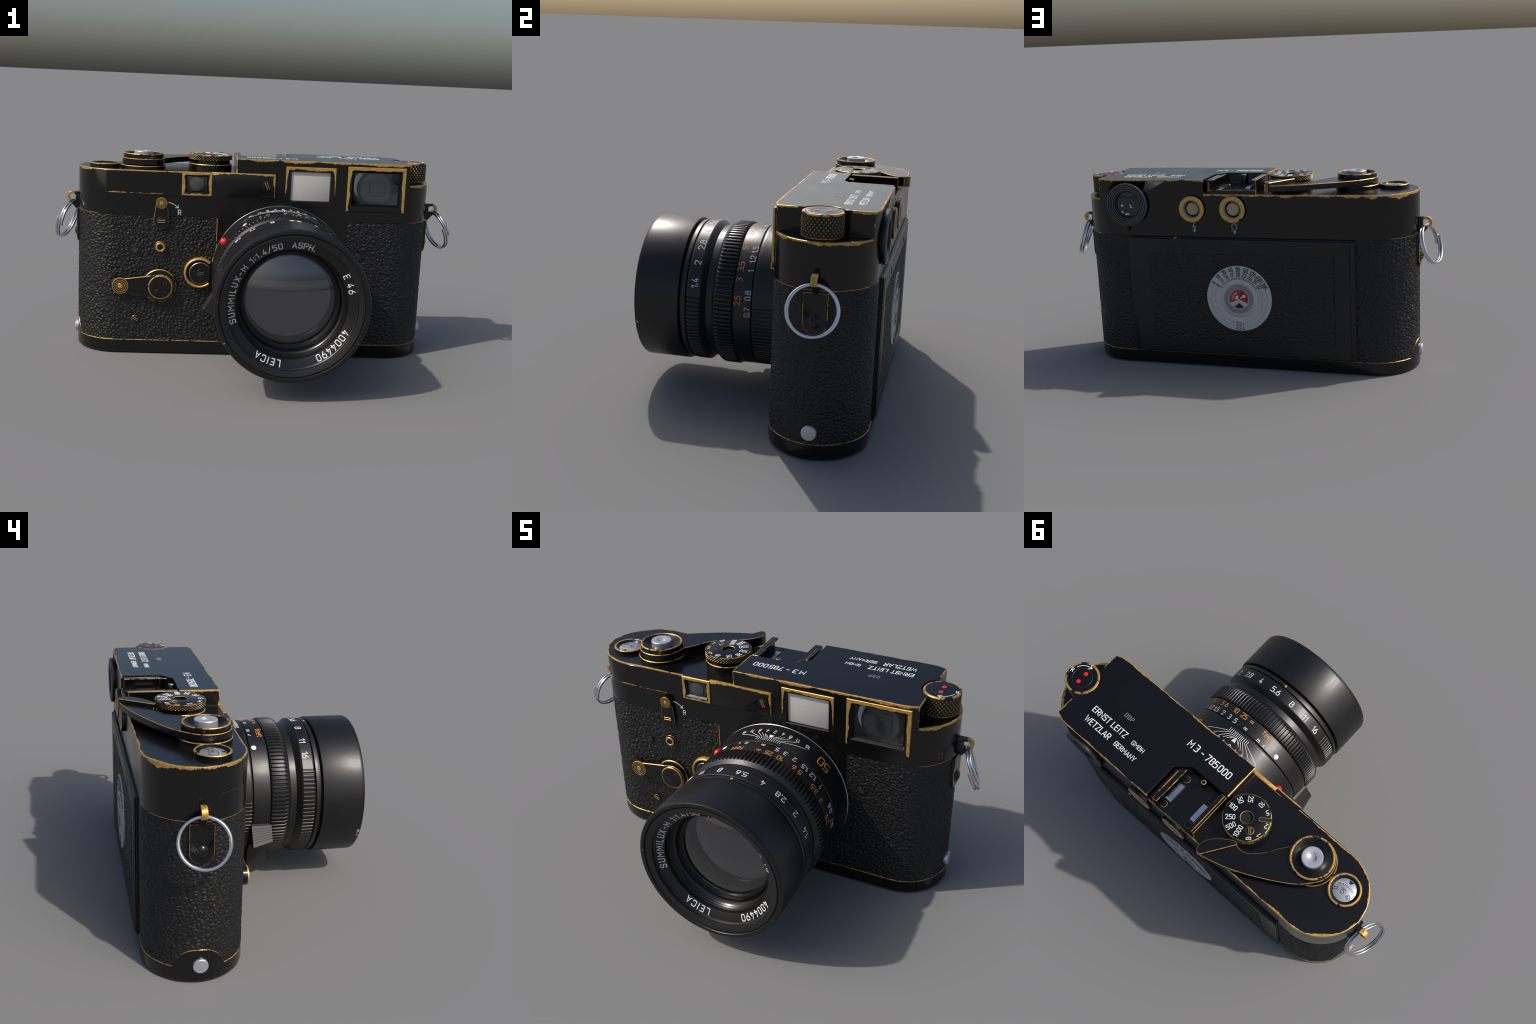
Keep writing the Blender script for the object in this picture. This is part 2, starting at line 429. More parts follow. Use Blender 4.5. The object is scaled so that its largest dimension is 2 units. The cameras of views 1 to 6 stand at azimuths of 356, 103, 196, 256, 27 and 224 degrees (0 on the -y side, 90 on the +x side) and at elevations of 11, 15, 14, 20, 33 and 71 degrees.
# --- base plate with an arched tab on one end
def base_plate():
    pts = []
    for side in (1, -1):
        for a in np.linspace(-PI / 2, PI / 2, 65):
            t = a if side > 0 else a + PI
            pts.append((XC + side * HALF, math.cos(t), math.sin(t)))
    n = len(pts); V, F, I = [], [], []
    def ztop(cx, c, s):
        if cx < 0:
            t = abs(R0 * s) / .105
            if t < 1: return Z_BASE + .082 * (1 - t ** 2.6) ** .75
        return Z_BASE
    rows = [(-.014, 0, 0), (-.006, .0015, 0), (-.0015, .006, 0), (.0006, .014, 0), (.0012, -.0035, 1), (-.002, -.0005, 1), (-.008, 0, 1)]
    for dr, dz, top in rows:
        for cx, c, s in pts:
            z = (ztop(cx, c, s) if top else 0) + dz; V.append((cx + end_r(R0 + dr, s, c) * c, YC + end_r(R0 + dr, s, c) * s, z))
    for k in range(len(rows) - 1):
        for i in range(n):
            j = (i + 1) % n; F.append((k * n + i, k * n + j, (k + 1) * n + j, (k + 1) * n + i)); I.append(1 if k == 4 else 0)
    F.append(tuple(range(n))); I.append(0)
    return make('base_plate', V, F, [M_BLACK, worn_brass('base_edge_brass', .60, .75)], I)
base_plate()

# --- leather covering: pebbled skin, displaced cell by cell
def grain(u, v):
    """Height of the leather skin at arc length u, height v: pebbles of uneven size with creases between them."""
    wx = noise.noise((u * 9, v * 9, 3.1)) * .010; wy = noise.noise((u * 9, v * 9, 7.7)) * .010
    cell = 60
    p = Vector(((u + wx) * cell * .92 + (v + wy) * cell * .34, (v + wy) * cell * 1.10 - (u + wx) * cell * .18, 0))
    d, _ = noise.voronoi(p, distance_metric='DISTANCE')
    peb = min(1.0, (d[1] - d[0]) * 2.6); peb = peb * (2 - peb)          # flat-topped pebble, narrow crease
    dome = 1 - min(1.0, d[0] * 1.1) ** 2
    big = noise.noise((u * 28, v * 28, 1.3)); fine = noise.noise((u * 170, v * 170, 4.2))
    soft = .5 + .5 * noise.noise((u * 6, v * 6, 9.0))
    return (peb - .8) * .0048 * (.60 + .6 * soft) + (dome - .5) * .0011 + big * .0006 + fine * .0004

def leather(name, path, z0, z1, step, keep=None, parent=None, off=0.0):
    """path: list of (u, point, normal) in plan; a grid of it times height, displaced along the normal."""
    nz = int(round((z1 - z0) / step)) + 1; zs = np.linspace(z0, z1, nz)
    V, F = [], []
    for u, p, nrm in path:
        for z in zs:
            d = grain(u, z) + off; V.append((p[0] + nrm[0] * d, p[1] + nrm[1] * d, z))
    m = len(path); flag = None
    if keep: flag = [keep(p[0], z) for _, p, _ in path for z in zs]
    for i in range(m - 1):
        for k in range(nz - 1):
            q = (i * nz + k, (i + 1) * nz + k, (i + 1) * nz + k + 1, i * nz + k + 1)
            if flag and not all(flag[a] for a in q): continue
            F.append(q)
    return make(name, V, F, M_LEATHER, None, parent, 75)

def wall_path(side, x_front, x_back, step, u0):
    """Plan path from the front face round the end (side = +1/-1) to the back face."""
    xe = XC + side * HALF; r = R0 - .0010; out = []; u = u0
    xs = np.linspace(x_front, xe, max(2, int(abs(xe - x_front) / step)))
    for x in xs: out.append((u + abs(x - x_front), (x, YC - r), (0, -1)))
    u += abs(xe - x_front)
    for a in np.linspace(0, PI, int(PI * r / step))[1:]:
        nx, ny = side * math.sin(a), -math.cos(a); rr = end_r(r, ny, nx); out.append((u + a * r, (xe + rr * nx, YC + rr * ny), (nx, ny)))
    u += PI * r
    for x in np.linspace(xe, x_back, max(2, int(abs(x_back - xe) / step)))[1:]:
        out.append((u + abs(x - xe), (x, YC + r), (0, 1)))
    return out

STEP = .0027
skin = leather('leather_covering', wall_path(-1, -.196, -.585, STEP, 0), Z_BASE - .002, Z_BELT - .001, STEP)
leather('leather_covering', wall_path(1, .440, .575, STEP, 5.0), Z_BASE - .002, Z_BELT - .001, STEP)
leather('leather_covering', [(9 + x, (x, YC - R0 + .001), (0, -1)) for x in np.arange(-.196, .4405, STEP)], Z_BASE - .002, .43, STEP,
        keep=lambda x, z: math.hypot(x - LX - .003, z - LZ) > .312)

# front mount plate between the leather panels: straight sides, round below the lens
plate = [(.440, Z_BELT + .004), (-.196, Z_BELT + .004), (-.196, LZ)] + circle(.318, 40, PI, 2 * PI, (LX + .003, LZ)) + [(.440, LZ)]
prism('mount_plate', plate, 0, .0052, '-y', (0, YC - R0 + .0045, 0), [M_BLACK, M_BLACK])
box('plate_edge_strip', (-.1985, .1125, .545), (-.1950, .116, .694), M_EDGE)

# --- top cover: ledge, deck and finder housing raised from one plan
YF, YB, XR = YC - R0, YC + R0, .748
yr = R0 * math.sqrt(1 - ((XR - HR) / R0) ** 2)
P1, P2, P3, P4, P5 = (-.112, YF), (-.112, .297), (.100, .297), (.165, .352), (.165, YB)
KX, KY = .785, .318
concave = [(XR, .190)] + [(KX - .0875 * math.cos(a), KY + .0875 * math.sin(a)) for a in np.linspace(-1.12, 1.12, 21)] + [(XR, .446)]
er = lambda a: end_r(R0, math.cos(a), math.sin(a))          # a measured from the back
left_end = [(HL - er(a) * math.sin(a), YC + er(a) * math.cos(a)) for a in np.linspace(0, PI, 49)]
low = math.asin(yr / R0)
arc_low = [(HR + R0 * math.sin(a), YC - R0 * math.cos(a)) for a in np.linspace(0, math.acos(yr / R0), 9)]
a_hi = next(a for a in np.linspace(0, 1, 4001) if HR + er(a) * math.sin(a) >= XR)   # where the back wall reaches the housing end
arc_high = [(HR + er(a) * math.sin(a), YC + er(a) * math.cos(a)) for a in np.linspace(0, a_hi, 9)][::-1]
end_arc = [(HR + end_r(R0, math.sin(a), math.cos(a)) * math.cos(a), YC + end_r(R0, math.sin(a), math.cos(a)) * math.sin(a)) for a in np.linspace(-low, PI / 2 - a_hi, 41)]
deck_loop = [P1, P2, P3, P4, P5] + left_end
house_loop = [P1] + arc_low + concave + arc_high + [P5, P4, P3, P2]
ledge_loop = end_arc + concave[::-1]

def top_cover():
    bm = bmesh.new(); pool, at = {}, {}
    key = lambda p: (round(p[0], 5), round(p[1], 5))
    loops = []
    for loop, h in ((ledge_loop, Z_LEDGE), (deck_loop, Z_DECK), (house_loop, Z_TOP)):
        ks = [key(p) for p in loop]; ks = [k for i, k in enumerate(ks) if k != ks[i - 1]]
        if sum(ks[i - 1][0] * ks[i][1] - ks[i][0] * ks[i - 1][1] for i in range(len(ks))) < 0: ks.reverse()
        loops.append((ks, h))
        for k in ks: at.setdefault(k, {Z_BELT}).add(h)
    def v(k, z):
        if (k, z) not in pool: pool[(k, z)] = bm.verts.new((k[0], k[1], z))
        return pool[(k, z)]
    owner = {}
    for ks, h in loops:
        bm.faces.new([v(k, h) for k in ks])
        for i in range(len(ks)): owner[(ks[i - 1], ks[i])] = h
    foot = {}
    for (p, q), h in owner.items():
        other = owner.get((q, p), Z_BELT)
        if other == Z_BELT: foot[p] = q
        if h > other:                                        # wall from the lower to the higher level
            up = [v(p, z) for z in sorted(at[p]) if other <= z <= h]; dn = [v(q, z) for z in sorted(at[q], reverse=True) if other <= z <= h]
            bm.faces.new(up + dn)
    k0 = next(iter(foot)); ring, k = [], k0
    while True:
        ring.append(v(k, Z_BELT)); k = foot[k]
        if k == k0: break
    bm.faces.new(ring)
    bmesh.ops.recalc_face_normals(bm, faces=bm.faces)
    sharp = [e for e in bm.edges if len(e.link_faces) == 2 and e.calc_face_angle(0) > .6 and max(q.co.z for q in e.verts) > Z_BELT + .01]
    bmesh.ops.bevel(bm, geom=sharp, offset=.0028, segments=2, affect='EDGES', profile=.5, clamp_overlap=True)
    def worn(x, y, z):
        side = inset_stadium(x, y)
        deck = ((z * -1.0 + Z_DECK).abs() * .72).max(side * 1.25) + (x + .105).max(0.0) * (y * -1.0 + .50).max(0.0) * 60.0 + (x - .165).max(0.0) * 10.0
        deck = deck * (1.15 - x.abs() * .42)
        ledge = (z * -1.0 + Z_LEDGE).abs().max(side) + (x * -1.0 + .75).max(0.0) * 10.0
        ledge = ledge * .8
        wall_r = (x * -1.0 + XR).abs()
        house_in = side.min((x + .112).max(0.0)).min(wall_r + (y - .318).abs().lt(.1, .01) * 1.0)
        near_pocket = ((y - .297).max(0.0) + (x - .165).max(0.0) * 1.0)
        pocket = near_pocket + (y * -1.0 + .297).max(0.0)
        house = ((z * -1.0 + Z_TOP).abs() * .72).max(house_in * 1.35)
        post = ((x + .112).abs() + (y - YF).abs()) * 1.0 + (z * -1.0 + .90).max(0.0) * 2.0
        post2 = ((x - XR).abs() + (y - YF - .012).abs()).min((x - XR).abs() + (y - YB + .012).abs()) + (z * -1.0 + .93).max(0.0) * .12
        belt = (z - Z_BELT) * 3.2 + (y * -1.0 + .15).max(0.0) * .5 + (y - .500).max(0.0) * .7
        return deck.min(ledge).min(house * 1.15).min(post).min(post2).min(belt)
    o = from_bm('top_cover', bm, [paint('worn_top_lacquer', worn, .0072, 1.0, broad=13, fine=75), M_BRASS], None, 18)
    return o
top = top_cover()
cut(top, [(rect(.457, .702, .772, .953), .09, .30), (rect(.150, .353, .782, .937), .09, .20), (rect(-.352, -.248, .822, .898), .09, .20)], M_BROWN)
cut(top, [([(.66, .979), (.372, .979), (.482, .922), (.560, .76), (.592, .7005), (.606, .76), (.690, .86), (.690, .93)], .215, .56)])

# front band and rangefinder window strip
def chips(x, y, z): return (z - .803) + (x + .66).abs() * .016 + .0022
M_BAND = paint('chipped_band_lacquer', chips, .0062, 1.35, broad=14)
def front_band():
    """Thin upper skin of the front, running out to nothing round the end."""
    V, F = [], []; path = [(x, YF, 0, -1) for x in np.linspace(-.360, HL, 14)]
    path += [(HL - R0 * math.sin(a), YC - R0 * math.cos(a), -math.sin(a), -math.cos(a)) for a in np.linspace(0, 1.2, 16)[1:]]
    for i, (x, y, nx, ny) in enumerate(path):
        o = .0068 - .0056 * min(1, i / 13) if i < 16 else .0012 - .0026 * (i - 16) / (len(path) - 17)
        for z, k in ((.8030, -.3), (.8036, 1), (Z_DECK - .0065, 1), (Z_DECK - .0045, -.3)): V.append((x + nx * o * k, y + ny * o * k, z))
    for i in range(len(path) - 1):
        for k in range(3): F.append((i * 4 + k, i * 4 + k + 1, i * 4 + k + 5, i * 4 + k + 4))
    return make('front_band', V, F, M_BAND)
front_band()
def strip_d(x, y, z): return (z * -1.0 + .9185).abs().min((x * -1.0 + .079).abs() + (z - .885).abs().max(.0) * .05) + (z * -1.0 + .81).max(0.0) * 0.0
box('window_strip', (-.232, .1065, .803), (.079, .125, .9185), paint('worn_strip_lacquer', strip_d, .0075, .9, broad=13), .002)

def frame(name, x0, x1, z0, z1, bx, bz0, bz1, yf, depth, bottom=True, fade=0.0):
    """Window frame: outer and inner rectangles, brass along the outer border."""
    xc, zc, hx, hz = (x0 + x1) / 2, (z0 + z1) / 2, (x1 - x0) / 2, (z1 - z0) / 2
    def d(x, y, z):
        side = (x - xc).abs() * -1.0 + hx; up = z * -1.0 + z1; dn = (z - z0) + (0.0130 if bottom else 0.002)
        return (side.min(up).min(dn) + (z * -1.0 + z1) * fade).max((y - yf - .003).max(0.0) * 3.5)
    mt = paint(name + '_lacquer', d, bx * .68, .46, broad=16, fine=70)
    o = prism(name, rect(x0, x1, z0, z1), 0, depth, '-y', (0, yf + depth, 0), [mt, mt], .002, hole=rect(x0 + bx, x1 - bx, z0 + bz0, z1 - bz1))
    return o
vf = frame('viewfinder_frame', .434, .722, .750, .970, .024, .028, .020, .1105, .020, fade=.03)
mw = frame('illumination_frame', .130, .376, .764, .959, .022, .026, .021, .1105, .020, fade=.11)
sw = frame('rangefinder_frame', -.373, -.228, .802, .9165, .019, .017, .016, .1020, .020, bottom=False)
# sloping inner reveals
def reveal(name, x0, x1, z0, z1, i0, y0, y1, parent, mat=M_BLACK, low=1.0):
    a = rect(x0, x1, z0, z1); b = rect(x0 + i0, x1 - i0, z0 + i0 * low, z1 - i0)
    V = [(p[0], y0, p[1]) for p in a] + [(p[0], y1, p[1]) for p in b]
    return make(name, V, [(i, (i + 1) % 4, 4 + (i + 1) % 4, 4 + i) for i in range(4)], mat, None, parent, 20)
reveal('window_reveal', .458, .698, .778, .950, .012, .1115, .130, vf)
reveal('window_reveal', .152, .354, .788, .940, .007, .1120, .124, mw)
reveal('window_reveal', -.354, -.247, .818, .901, .008, .104, .114, sw)
box('frosted_pane', (.157, .1215, .791), (.349, .126, .936), M_FROST, .001, mw)
box('window_pane', (-.350, .112, .822), (-.250, .116, .898), M_GLASS2, .001, sw)
revolve('window_lens', [(.036, 0), (.034, .003), (.018, .006), (0, .007)], '-y', (-.300, .1125, .860), M_FINDER, 48, sw)
box('finder_back_wall', (.455, .205, .770), (.704, .212, .955), M_BROWN, 0, vf)
box('finder_side_wall', (.640, .150, .775), (.655, .205, .950), M_BROWN, 0, vf)
revolve('finder_crescent_disc', [(.076, 0), (.076, .004), (0, .0042)], '-y', (.553, .160, .877), M_PALE, 64, vf)  # added pale disc, its offset edge painting a crescent reflection in the finder
revolve('finder_lens_ring', [(.087, 0), (.087, .004), (.0790, .006), (.0770, .005), (.0770, .001)], '-y', (.580, .150, .862), M_VOID, 72, vf, caps=(0, 0))
revolve('finder_lens', [(.0775, 0), (.070, .003), (.045, .006), (.02, .0075), (0, .0080)], '-y', (.580, .149, .862), M_FINDER, 72, vf)
box('window_pane', (.459, .1235, .775), (.700, .1265, .951), M_CLEAR, .0008, vf)
prism('finder_prism_plate', [(-.036, -.036), (.040, -.040), (.040, .040), (-.036, .036)], 0, .004, '-y', (.585, .1440, .866), [M_FINDER, M_BLACK], .001, vf)

# ================================================================== deck lettering
ink = Ink()
def spaced(word, xs, size, y, weight, aspect):
    for c, x in zip(word, xs): ink.text(c, size, on_top(x, y, Z_TOP), weight, .3, aspect)
spaced('M3-', (.181, .146, .110), .031, .2215, .175, .95)
spaced('785000', (.077, .053, .030, .0025, -.0225, -.0475), .031, .2215, .175, .92)
ink.text('ERNST', .0275, on_top(.5835, .3885, Z_TOP), .17, .26, .95)
ink.text('LEITZ', .0275, on_top(.4715, .3885, Z_TOP), .17, .28, .95)
ink.text('GMBH', .0195, on_top(.352, .3915, Z_TOP), .16, .30, 1.1)
ink.text('WETZLAR', .0275, on_top(.555, .444, Z_TOP), .17, .24, .95)
ink.text('GERMANY', .0215, on_top(.381, .446, Z_TOP), .17, .28, .98)
ink.done('lettering', M_WHITE, top)
Ink().text('DBP', .0195, on_top(.480, .3155, Z_TOP), .12, .4).done('lettering', plain('worn_grey_engraving', (.30, .30, .30), .5), top)

# ================================================================== rewind knob and other knurled knobs
def knurled(name, cx, cy, r, z0, z1, n_around, rows, depth, mats, parent=None, cap=None):
    """Diamond-knurled drum between z0 and z1 as real relief."""
    ns, nr = n_around * 12, rows * 12; pitch = (z1 - z0) / rows; V, F = [], []
    for k in range(nr + 1):
        v = rows * k / nr
        for i in range(ns):
            u = n_around * i / ns
            tri = lambda q: abs((q % 1.0) - .5) * 2          # 1 at whole numbers
            a, b = 1 - tri(u + v), 1 - tri(u - v)
            rr = r - depth * (1 - min(1, 1.25 * min(a, b)))
            t = 2 * PI * i / ns; V.append((cx + rr * math.cos(t), cy + rr * math.sin(t), z0 + (z1 - z0) * k / nr))
    for k in range(nr):
        for i in range(ns):
            j = (i + 1) % ns; F.append((k * ns + i, k * ns + j, (k + 1) * ns + j, (k + 1) * ns + i))
    return make(name, V, F, mats, None, parent, 80)

knob = revolve('rewind_knob', [(.070, -.002), (.070, .006), (.078, .006), (.080, .0075), (.0805, .0095), (.078, .010), (.078, .0935), (.0815, .0935), (.0815, .0985), (.079, .101), (.0715, .1015), (0, .1015)],
               'z', (KX, KY, Z_LEDGE), [M_BLACK, M_EDGE, M_BRASS], 96, None, [0, 0, 0, 2, 2, 0, 0, 1, 1, 1, 0])
knurled('knob_knurl', KX, KY, .0830, Z_LEDGE + .010, Z_LEDGE + .0940, 30, 4, .0060, knurl_mat('knob_knurl_brass', KX, KY, 30, .084 / 4, Z_LEDGE + .010), knob)
revolve('knob_groove_ring', [(.0465, 0), (.0475, .0007), (.0485, 0)], 'z', (KX, KY, Z_LEDGE + .1013), plain('dull_grey_line', (.03, .03, .032), .4), 64, knob)
dot = revolve('red_dot', [(.0105, 0), (.0100, .0012), (.006, .0021), (0, .0024)], 'z', (0, 0, 0), M_RED, 24, knob)
dot.location = (KX + .001, KY - .024, Z_LEDGE + .1015); copies(dot, [((KX + .001, KY + .024, Z_LEDGE + .1015), (0, 0, 0))])
ZK = Z_LEDGE + .1015
ink = Ink().text('R', .018, on_top(KX + .064, KY + .001, ZK, .15), .17)
# curved arrow between two polar angles (degrees, plan view)
ap = [(KX + .062 * math.cos(math.radians(a)), KY + .062 * math.sin(math.radians(a))) for a in range(-21, -92, -7)]
flat = lambda u, v, h: (u, v, ZK + h)
ink.stroke(ap, flat, .0035); e = Vector(ap[-1]); ink.stroke([e + Vector((.016, -.010)), e, e + Vector((.014, .013))], flat, .0035)
ink.done('lettering', M_WHITE, knob)

# ================================================================== shutter speed dial
DX, DY = -.237, .311
dial = revolve('shutter_speed_dial', [(.108, -.001), (.108, .026), (.1055, .0295), (.098, .030), (.098, .048), (.104, .052), (.1045, .0525), (.1045, .0700), (.1085, .0705), (.108, .0730), (.106, .0740), (.0305, .0740), (.0285, .0723), (.0285, .060), (0, .0595)],
               'z', (DX, DY, Z_DECK), [M_BLACK, M_EDGE, M_VOID, M_BRASS], 96, None, [0, 1, 0, 0, 0, 0, 0, 1, 1, 1, 0, 3, 0, 2])
knurled('dial_knurl', DX, DY, .1095, Z_DECK + .050, Z_DECK + .0710, 46, 2, .0050, knurl_mat('dial_knurl_brass', DX, DY, 46, .0210 / 2, Z_DECK + .050), dial)
ZD = Z_DECK + .0740
ink = Ink()
# marks read from the rim, tops to the hub; angle in plan
for s, a, rr in (('B', 136.3, .094), ('1', 164.5, .096), ('2', 196.3, .093), ('5', 234.2, .092), ('10', 263.4, .087), ('25', 300.8, .0845), ('50', 332, .0845), ('100', 2.0, .079), ('250', 38.5, .0730), ('500', 69.5, .079), ('1000', 99.6, .0725)):
    t = math.radians(a)
    ink.text(s, .0205, on_top(DX + rr * math.cos(t), DY + rr * math.sin(t), ZD, t), .165, .28, .86)   # words run from the rim to the hub
ink.done('lettering', M_WHITE, dial)
def dark_slot_plate():
    t = math.radians(213.5); cs, sn = math.cos(t), math.sin(t)
    pts = [(.062, -.0095), (.109, -.0095), (.109, .0095), (.062, .0095)] + circle(.0095, 9, PI / 2, 3 * PI / 2, (.062, 0))[1:-1]
    q = [(DX + a * cs - b * sn, DY + a * sn + b * cs) for a, b in pts]
    inner = [(DX + (a if a > .1 else a + .0015) * cs - b * .82 * sn, DY + (a if a > .1 else a + .0015) * sn + b * .82 * cs) for a, b in pts]
    prism('dark_slot_plate', inner, 0, .0014, 'z', (0, 0, ZD), [M_VOID, M_VOID], parent=dial)  # raised matt black plate stands in for a slot; nothing is cut
    prism('dial_slot_rim', q, 0, .0010, 'z', (0, 0, ZD), [M_BRASS, M_BRASS], parent=dial)
dark_slot_plate()

def screw(name, c, axis, r, slot, mats, parent, dome=.003, slot_mat=None, lines=2):
    """Slotted screw head with brass rubbed along the slot."""
    o = revolve(name, [(r, -.003), (r, .0008), (r * .93, .0018), (r * .86, .0016), (r * .80, .0018), (r * .5, dome), (0, dome * 1.05)], axis, c, mats, 32, parent, [0, 1, 0, 0, 0, 0] if len(mats) > 1 else None)
    k = Ink(); f = on_plane(axis, c, slot)
    for s in ((-1, 1) if lines == 2 else (0,)):
        k.stroke([(-r * .72, s * r * .22), (r * .72, s * r * .22)], lambda u, v, h: f(u, v, dome * .9 + h), r * .16, r * .10)
    k.done(name + '_slot', slot_mat or M_BRASS, parent)
    return o
screw('dial_screw', (DX - .050, DY + .036, ZD), 'z', .019, 2.3, [M_BLACK, M_BRASS], dial)

# ================================================================== advance lever, release button, counter
BX, BY = -.568, .257
def smooth_path(ctrl, per=8, closed=False):
    P = [Vector(p) for p in ctrl]; out = []; n = len(P)
    for i in range(n - 1):
        p0, p1, p2, p3 = P[max(0, i - 1)], P[i], P[i + 1], P[min(n - 1, i + 2)]
        for k in range(per):
            t = k / per; out.append(.5 * ((2 * p1) + (p2 - p0) * t + (2 * p0 - 5 * p1 + 4 * p2 - p3) * t * t + (3 * p1 - p0 - 3 * p2 + p3) * t ** 3))
    out.append(P[-1]); return [tuple(p) for p in out]
hub_r = .1045
hub_arc = circle(hub_r, 40, math.radians(8), math.radians(-222), (BX, BY))
outer_edge = smooth_path([hub_arc[-1], (-.596, .382), (-.516, .435), (-.418, .488), (-.327, .528), (-.250, .552), (-.192, .567)])
inner_edge = smooth_path([(-.276, .424), (-.300, .432), (-.338, .425), (-.391, .377), (-.430, .318), hub_arc[0]])
blade = hub_arc[:-1] + outer_edge + [(-.176, .563)] + inner_edge[:-1]
lever = prism('advance_lever', blade, .0215, .0500, 'z', (0, 0, Z_DECK), [M_BLACK, worn_brass('lever_brass', .60)], .0026)
revolve('lever_base_ring', [(.111, -.001), (.111, .0125), (.108, .0158), (.10, .016), (.094, .0225)], 'z', (BX - .002, BY + .002, Z_DECK), [M_BLACK, M_EDGE], 80, lever, [0, 1, 0, 0])
tip = smooth_path([(-.192, .568), (-.172, .564), (-.161, .541), (-.167, .507), (-.198, .467), (-.239, .436), (-.268, .421), (-.286, .428)], 6)
tip_o = prism('lever_thumb_rest', tip, .0185, .0655, 'z', (0, 0, Z_DECK), [M_BLACK, worn_brass('tip_brass', .64)], .0026, parent=lever)
rib = box('thumb_rest_rib', (-.0016, -.0022, Z_DECK + .020), (.0016, .0022, Z_DECK + .058), M_BRASS, .0006, lever)
rib.location = (-.1815, .5672, 0); rib.rotation_euler = (0, 0, .3)
copies(rib, [((x, y, 0), (0, 0, r)) for x, y, r in ((-.1735, .5648, .8), (-.1685, .5588, 1.2), (-.1652, .5505, 1.4), (-.1632, .5420, 1.6), (-.1640, .5315, 1.8), (-.1660, .5210, 1.8))], lever)

collar = revolve('release_collar', [(.090, .045), (.090, .052), (.099, .053), (.099, .0700), (.0968, .0730), (.0925, .0735), (.0895, .0710), (.070, .056), (.056, .0505), (0, .050)], 'z', (BX, BY, Z_DECK), [M_BLACK, worn_brass('collar_brass', .58), paint('rubbed_collar_wall', lambda x, y, z: (z - (Z_DECK + .0625)).abs() * -1.0 + .0115 + ((y - .20).max(0.0) + (x * -1.0 - .56).max(0.0) * 2.0), .004, 2.2, fine=45, broad=28)], 96, None, [0, 0, 2, 1, 1, 1, 0, 0, 0])
revolve('shutter_button', [(.048, .046), (.048, .0800), (.0455, .0833), (.0225, .0838), (.0205, .0828), (.0180, .0753), (.012, .0728), (0, .0718)], 'z', (BX, BY, Z_DECK), plain('satin_steel_button', (.62, .63, .66), .28, .6, .06, 50), 64, collar)

CX, CY = -.757, .261
counter = revolve('frame_counter', [(.075, -.001), (.075, .0155), (.0725, .0185), (.0675, .0190), (.065, .0175), (.0535, .0105), (.0520, .0085), (0, .0083)], 'z', (CX, CY, Z_DECK), [M_BLACK, worn_brass('counter_brass', .60), M_CHROME], 80, None, [0, 1, 1, 1, 0, 0, 2])
revolve('counter_disc', [(.0515, 0), (.0505, .0006), (0, .0007)], 'z', (CX, CY, Z_DECK + .0088), plain('pale_steel_disc', (.50, .52, .56), .38, .6, .12, 30), 56, counter)
ZC = Z_DECK + .0095
ink = Ink()
ink.text('15', .020, on_top(CX + .006, CY + .007, ZC, -.25), .16, .2); ink.text('0', .020, on_top(CX + .038, CY + .019, ZC, -.75), .16); ink.text('10', .019, on_top(CX - .031, CY + .018, ZC, .65), .15, .2)
arc_c, arc_r = Vector((CX - .003, CY + .052)), .078
for i in range(13):
    a = math.radians(-128 + i * 6.3); d = Vector((math.cos(a), math.sin(a)))
    ink.stroke([arc_c + d * (arc_r - .002), arc_c + d * (arc_r - (.010 if i % 3 == 0 else .007))], lambda u, v, h: (u, v, ZC + h), .0026, .0005)
for k in range(4): ink.stroke([(CX - .001 - .0075 * k * .45, CY - .032 - .005 * k), (CX - .001 + .0062 * k * .45, CY - .032 - .005 * k)], lambda u, v, h: (u, v, ZC + h), .0055, .0005)
ink.done('lettering', M_INK, counter)
k = Ink(); k.stroke([tuple(arc_c + Vector((math.cos(math.radians(a)), math.sin(math.radians(a)))) * arc_r) for a in range(-126, -53, 4)], lambda u, v, h: (u, v, ZC + h), .0020, .0006); k.done('counter_scale_arc', M_WHITE, counter)

# ================================================================== accessory shoe
shoe = box('accessory_shoe', (-.108, .302, Z_DECK - .002), (.146, .527, Z_DECK + .0185), M_BLACK, .0014, edge=M_EDGE_THIN)
box('shoe_wall', (-.110, .303, Z_DECK), (-.098, .519, .985), M_BLACK, .0016, shoe, M_EDGE)
box('shoe_wall', (.137, .352, Z_DECK), (.149, .519, .985), M_BLACK, .0016, shoe, M_EDGE_THIN)
prism('shoe_lip', [(-.0975, .303), (-.0800, .303), (-.0800, .519), (-.0975, .519)], .061, .0698, 'z', (0, 0, Z_DECK), [M_BLACK, M_EDGE], .0016, parent=shoe)
prism('shoe_lip', [(.1365, .345), (.1110, .322), (.1130, .519), (.1365, .519)], .061, .0698, 'z', (0, 0, Z_DECK), [M_BLACK, M_EDGE], .0016, parent=shoe)
for x0, x1 in ((.078, .110), (-.064, -.040)):
    prism('shoe_spring', [(-.05, 0), (-.042, .007), (-.02, .0085), (.02, .0085), (.042, .007), (.05, 0)], 0, x1 - x0, 'x', (x0, .424, Z_DECK + .0180), M_CHROME, parent=shoe)
for p in ((.096, .349), (.096, .499), (-.053, .498), (-.055, .348)):
    screw('shoe_screw', (p[0], p[1], Z_DECK + .0188), 'z', .0165, .9 + p[1], [M_BLACK, M_EDGE], shoe, .0022, M_VOID)
revolve('shoe_stop_pin', [(.0125, 0), (.0125, .060), (.0108, .0625), (.008, .0628), (0, .0624)], 'z', (.017, .317, Z_DECK + .006), [M_BLACK, M_BRASS], 32, shoe, [0, 1, 1, 0])

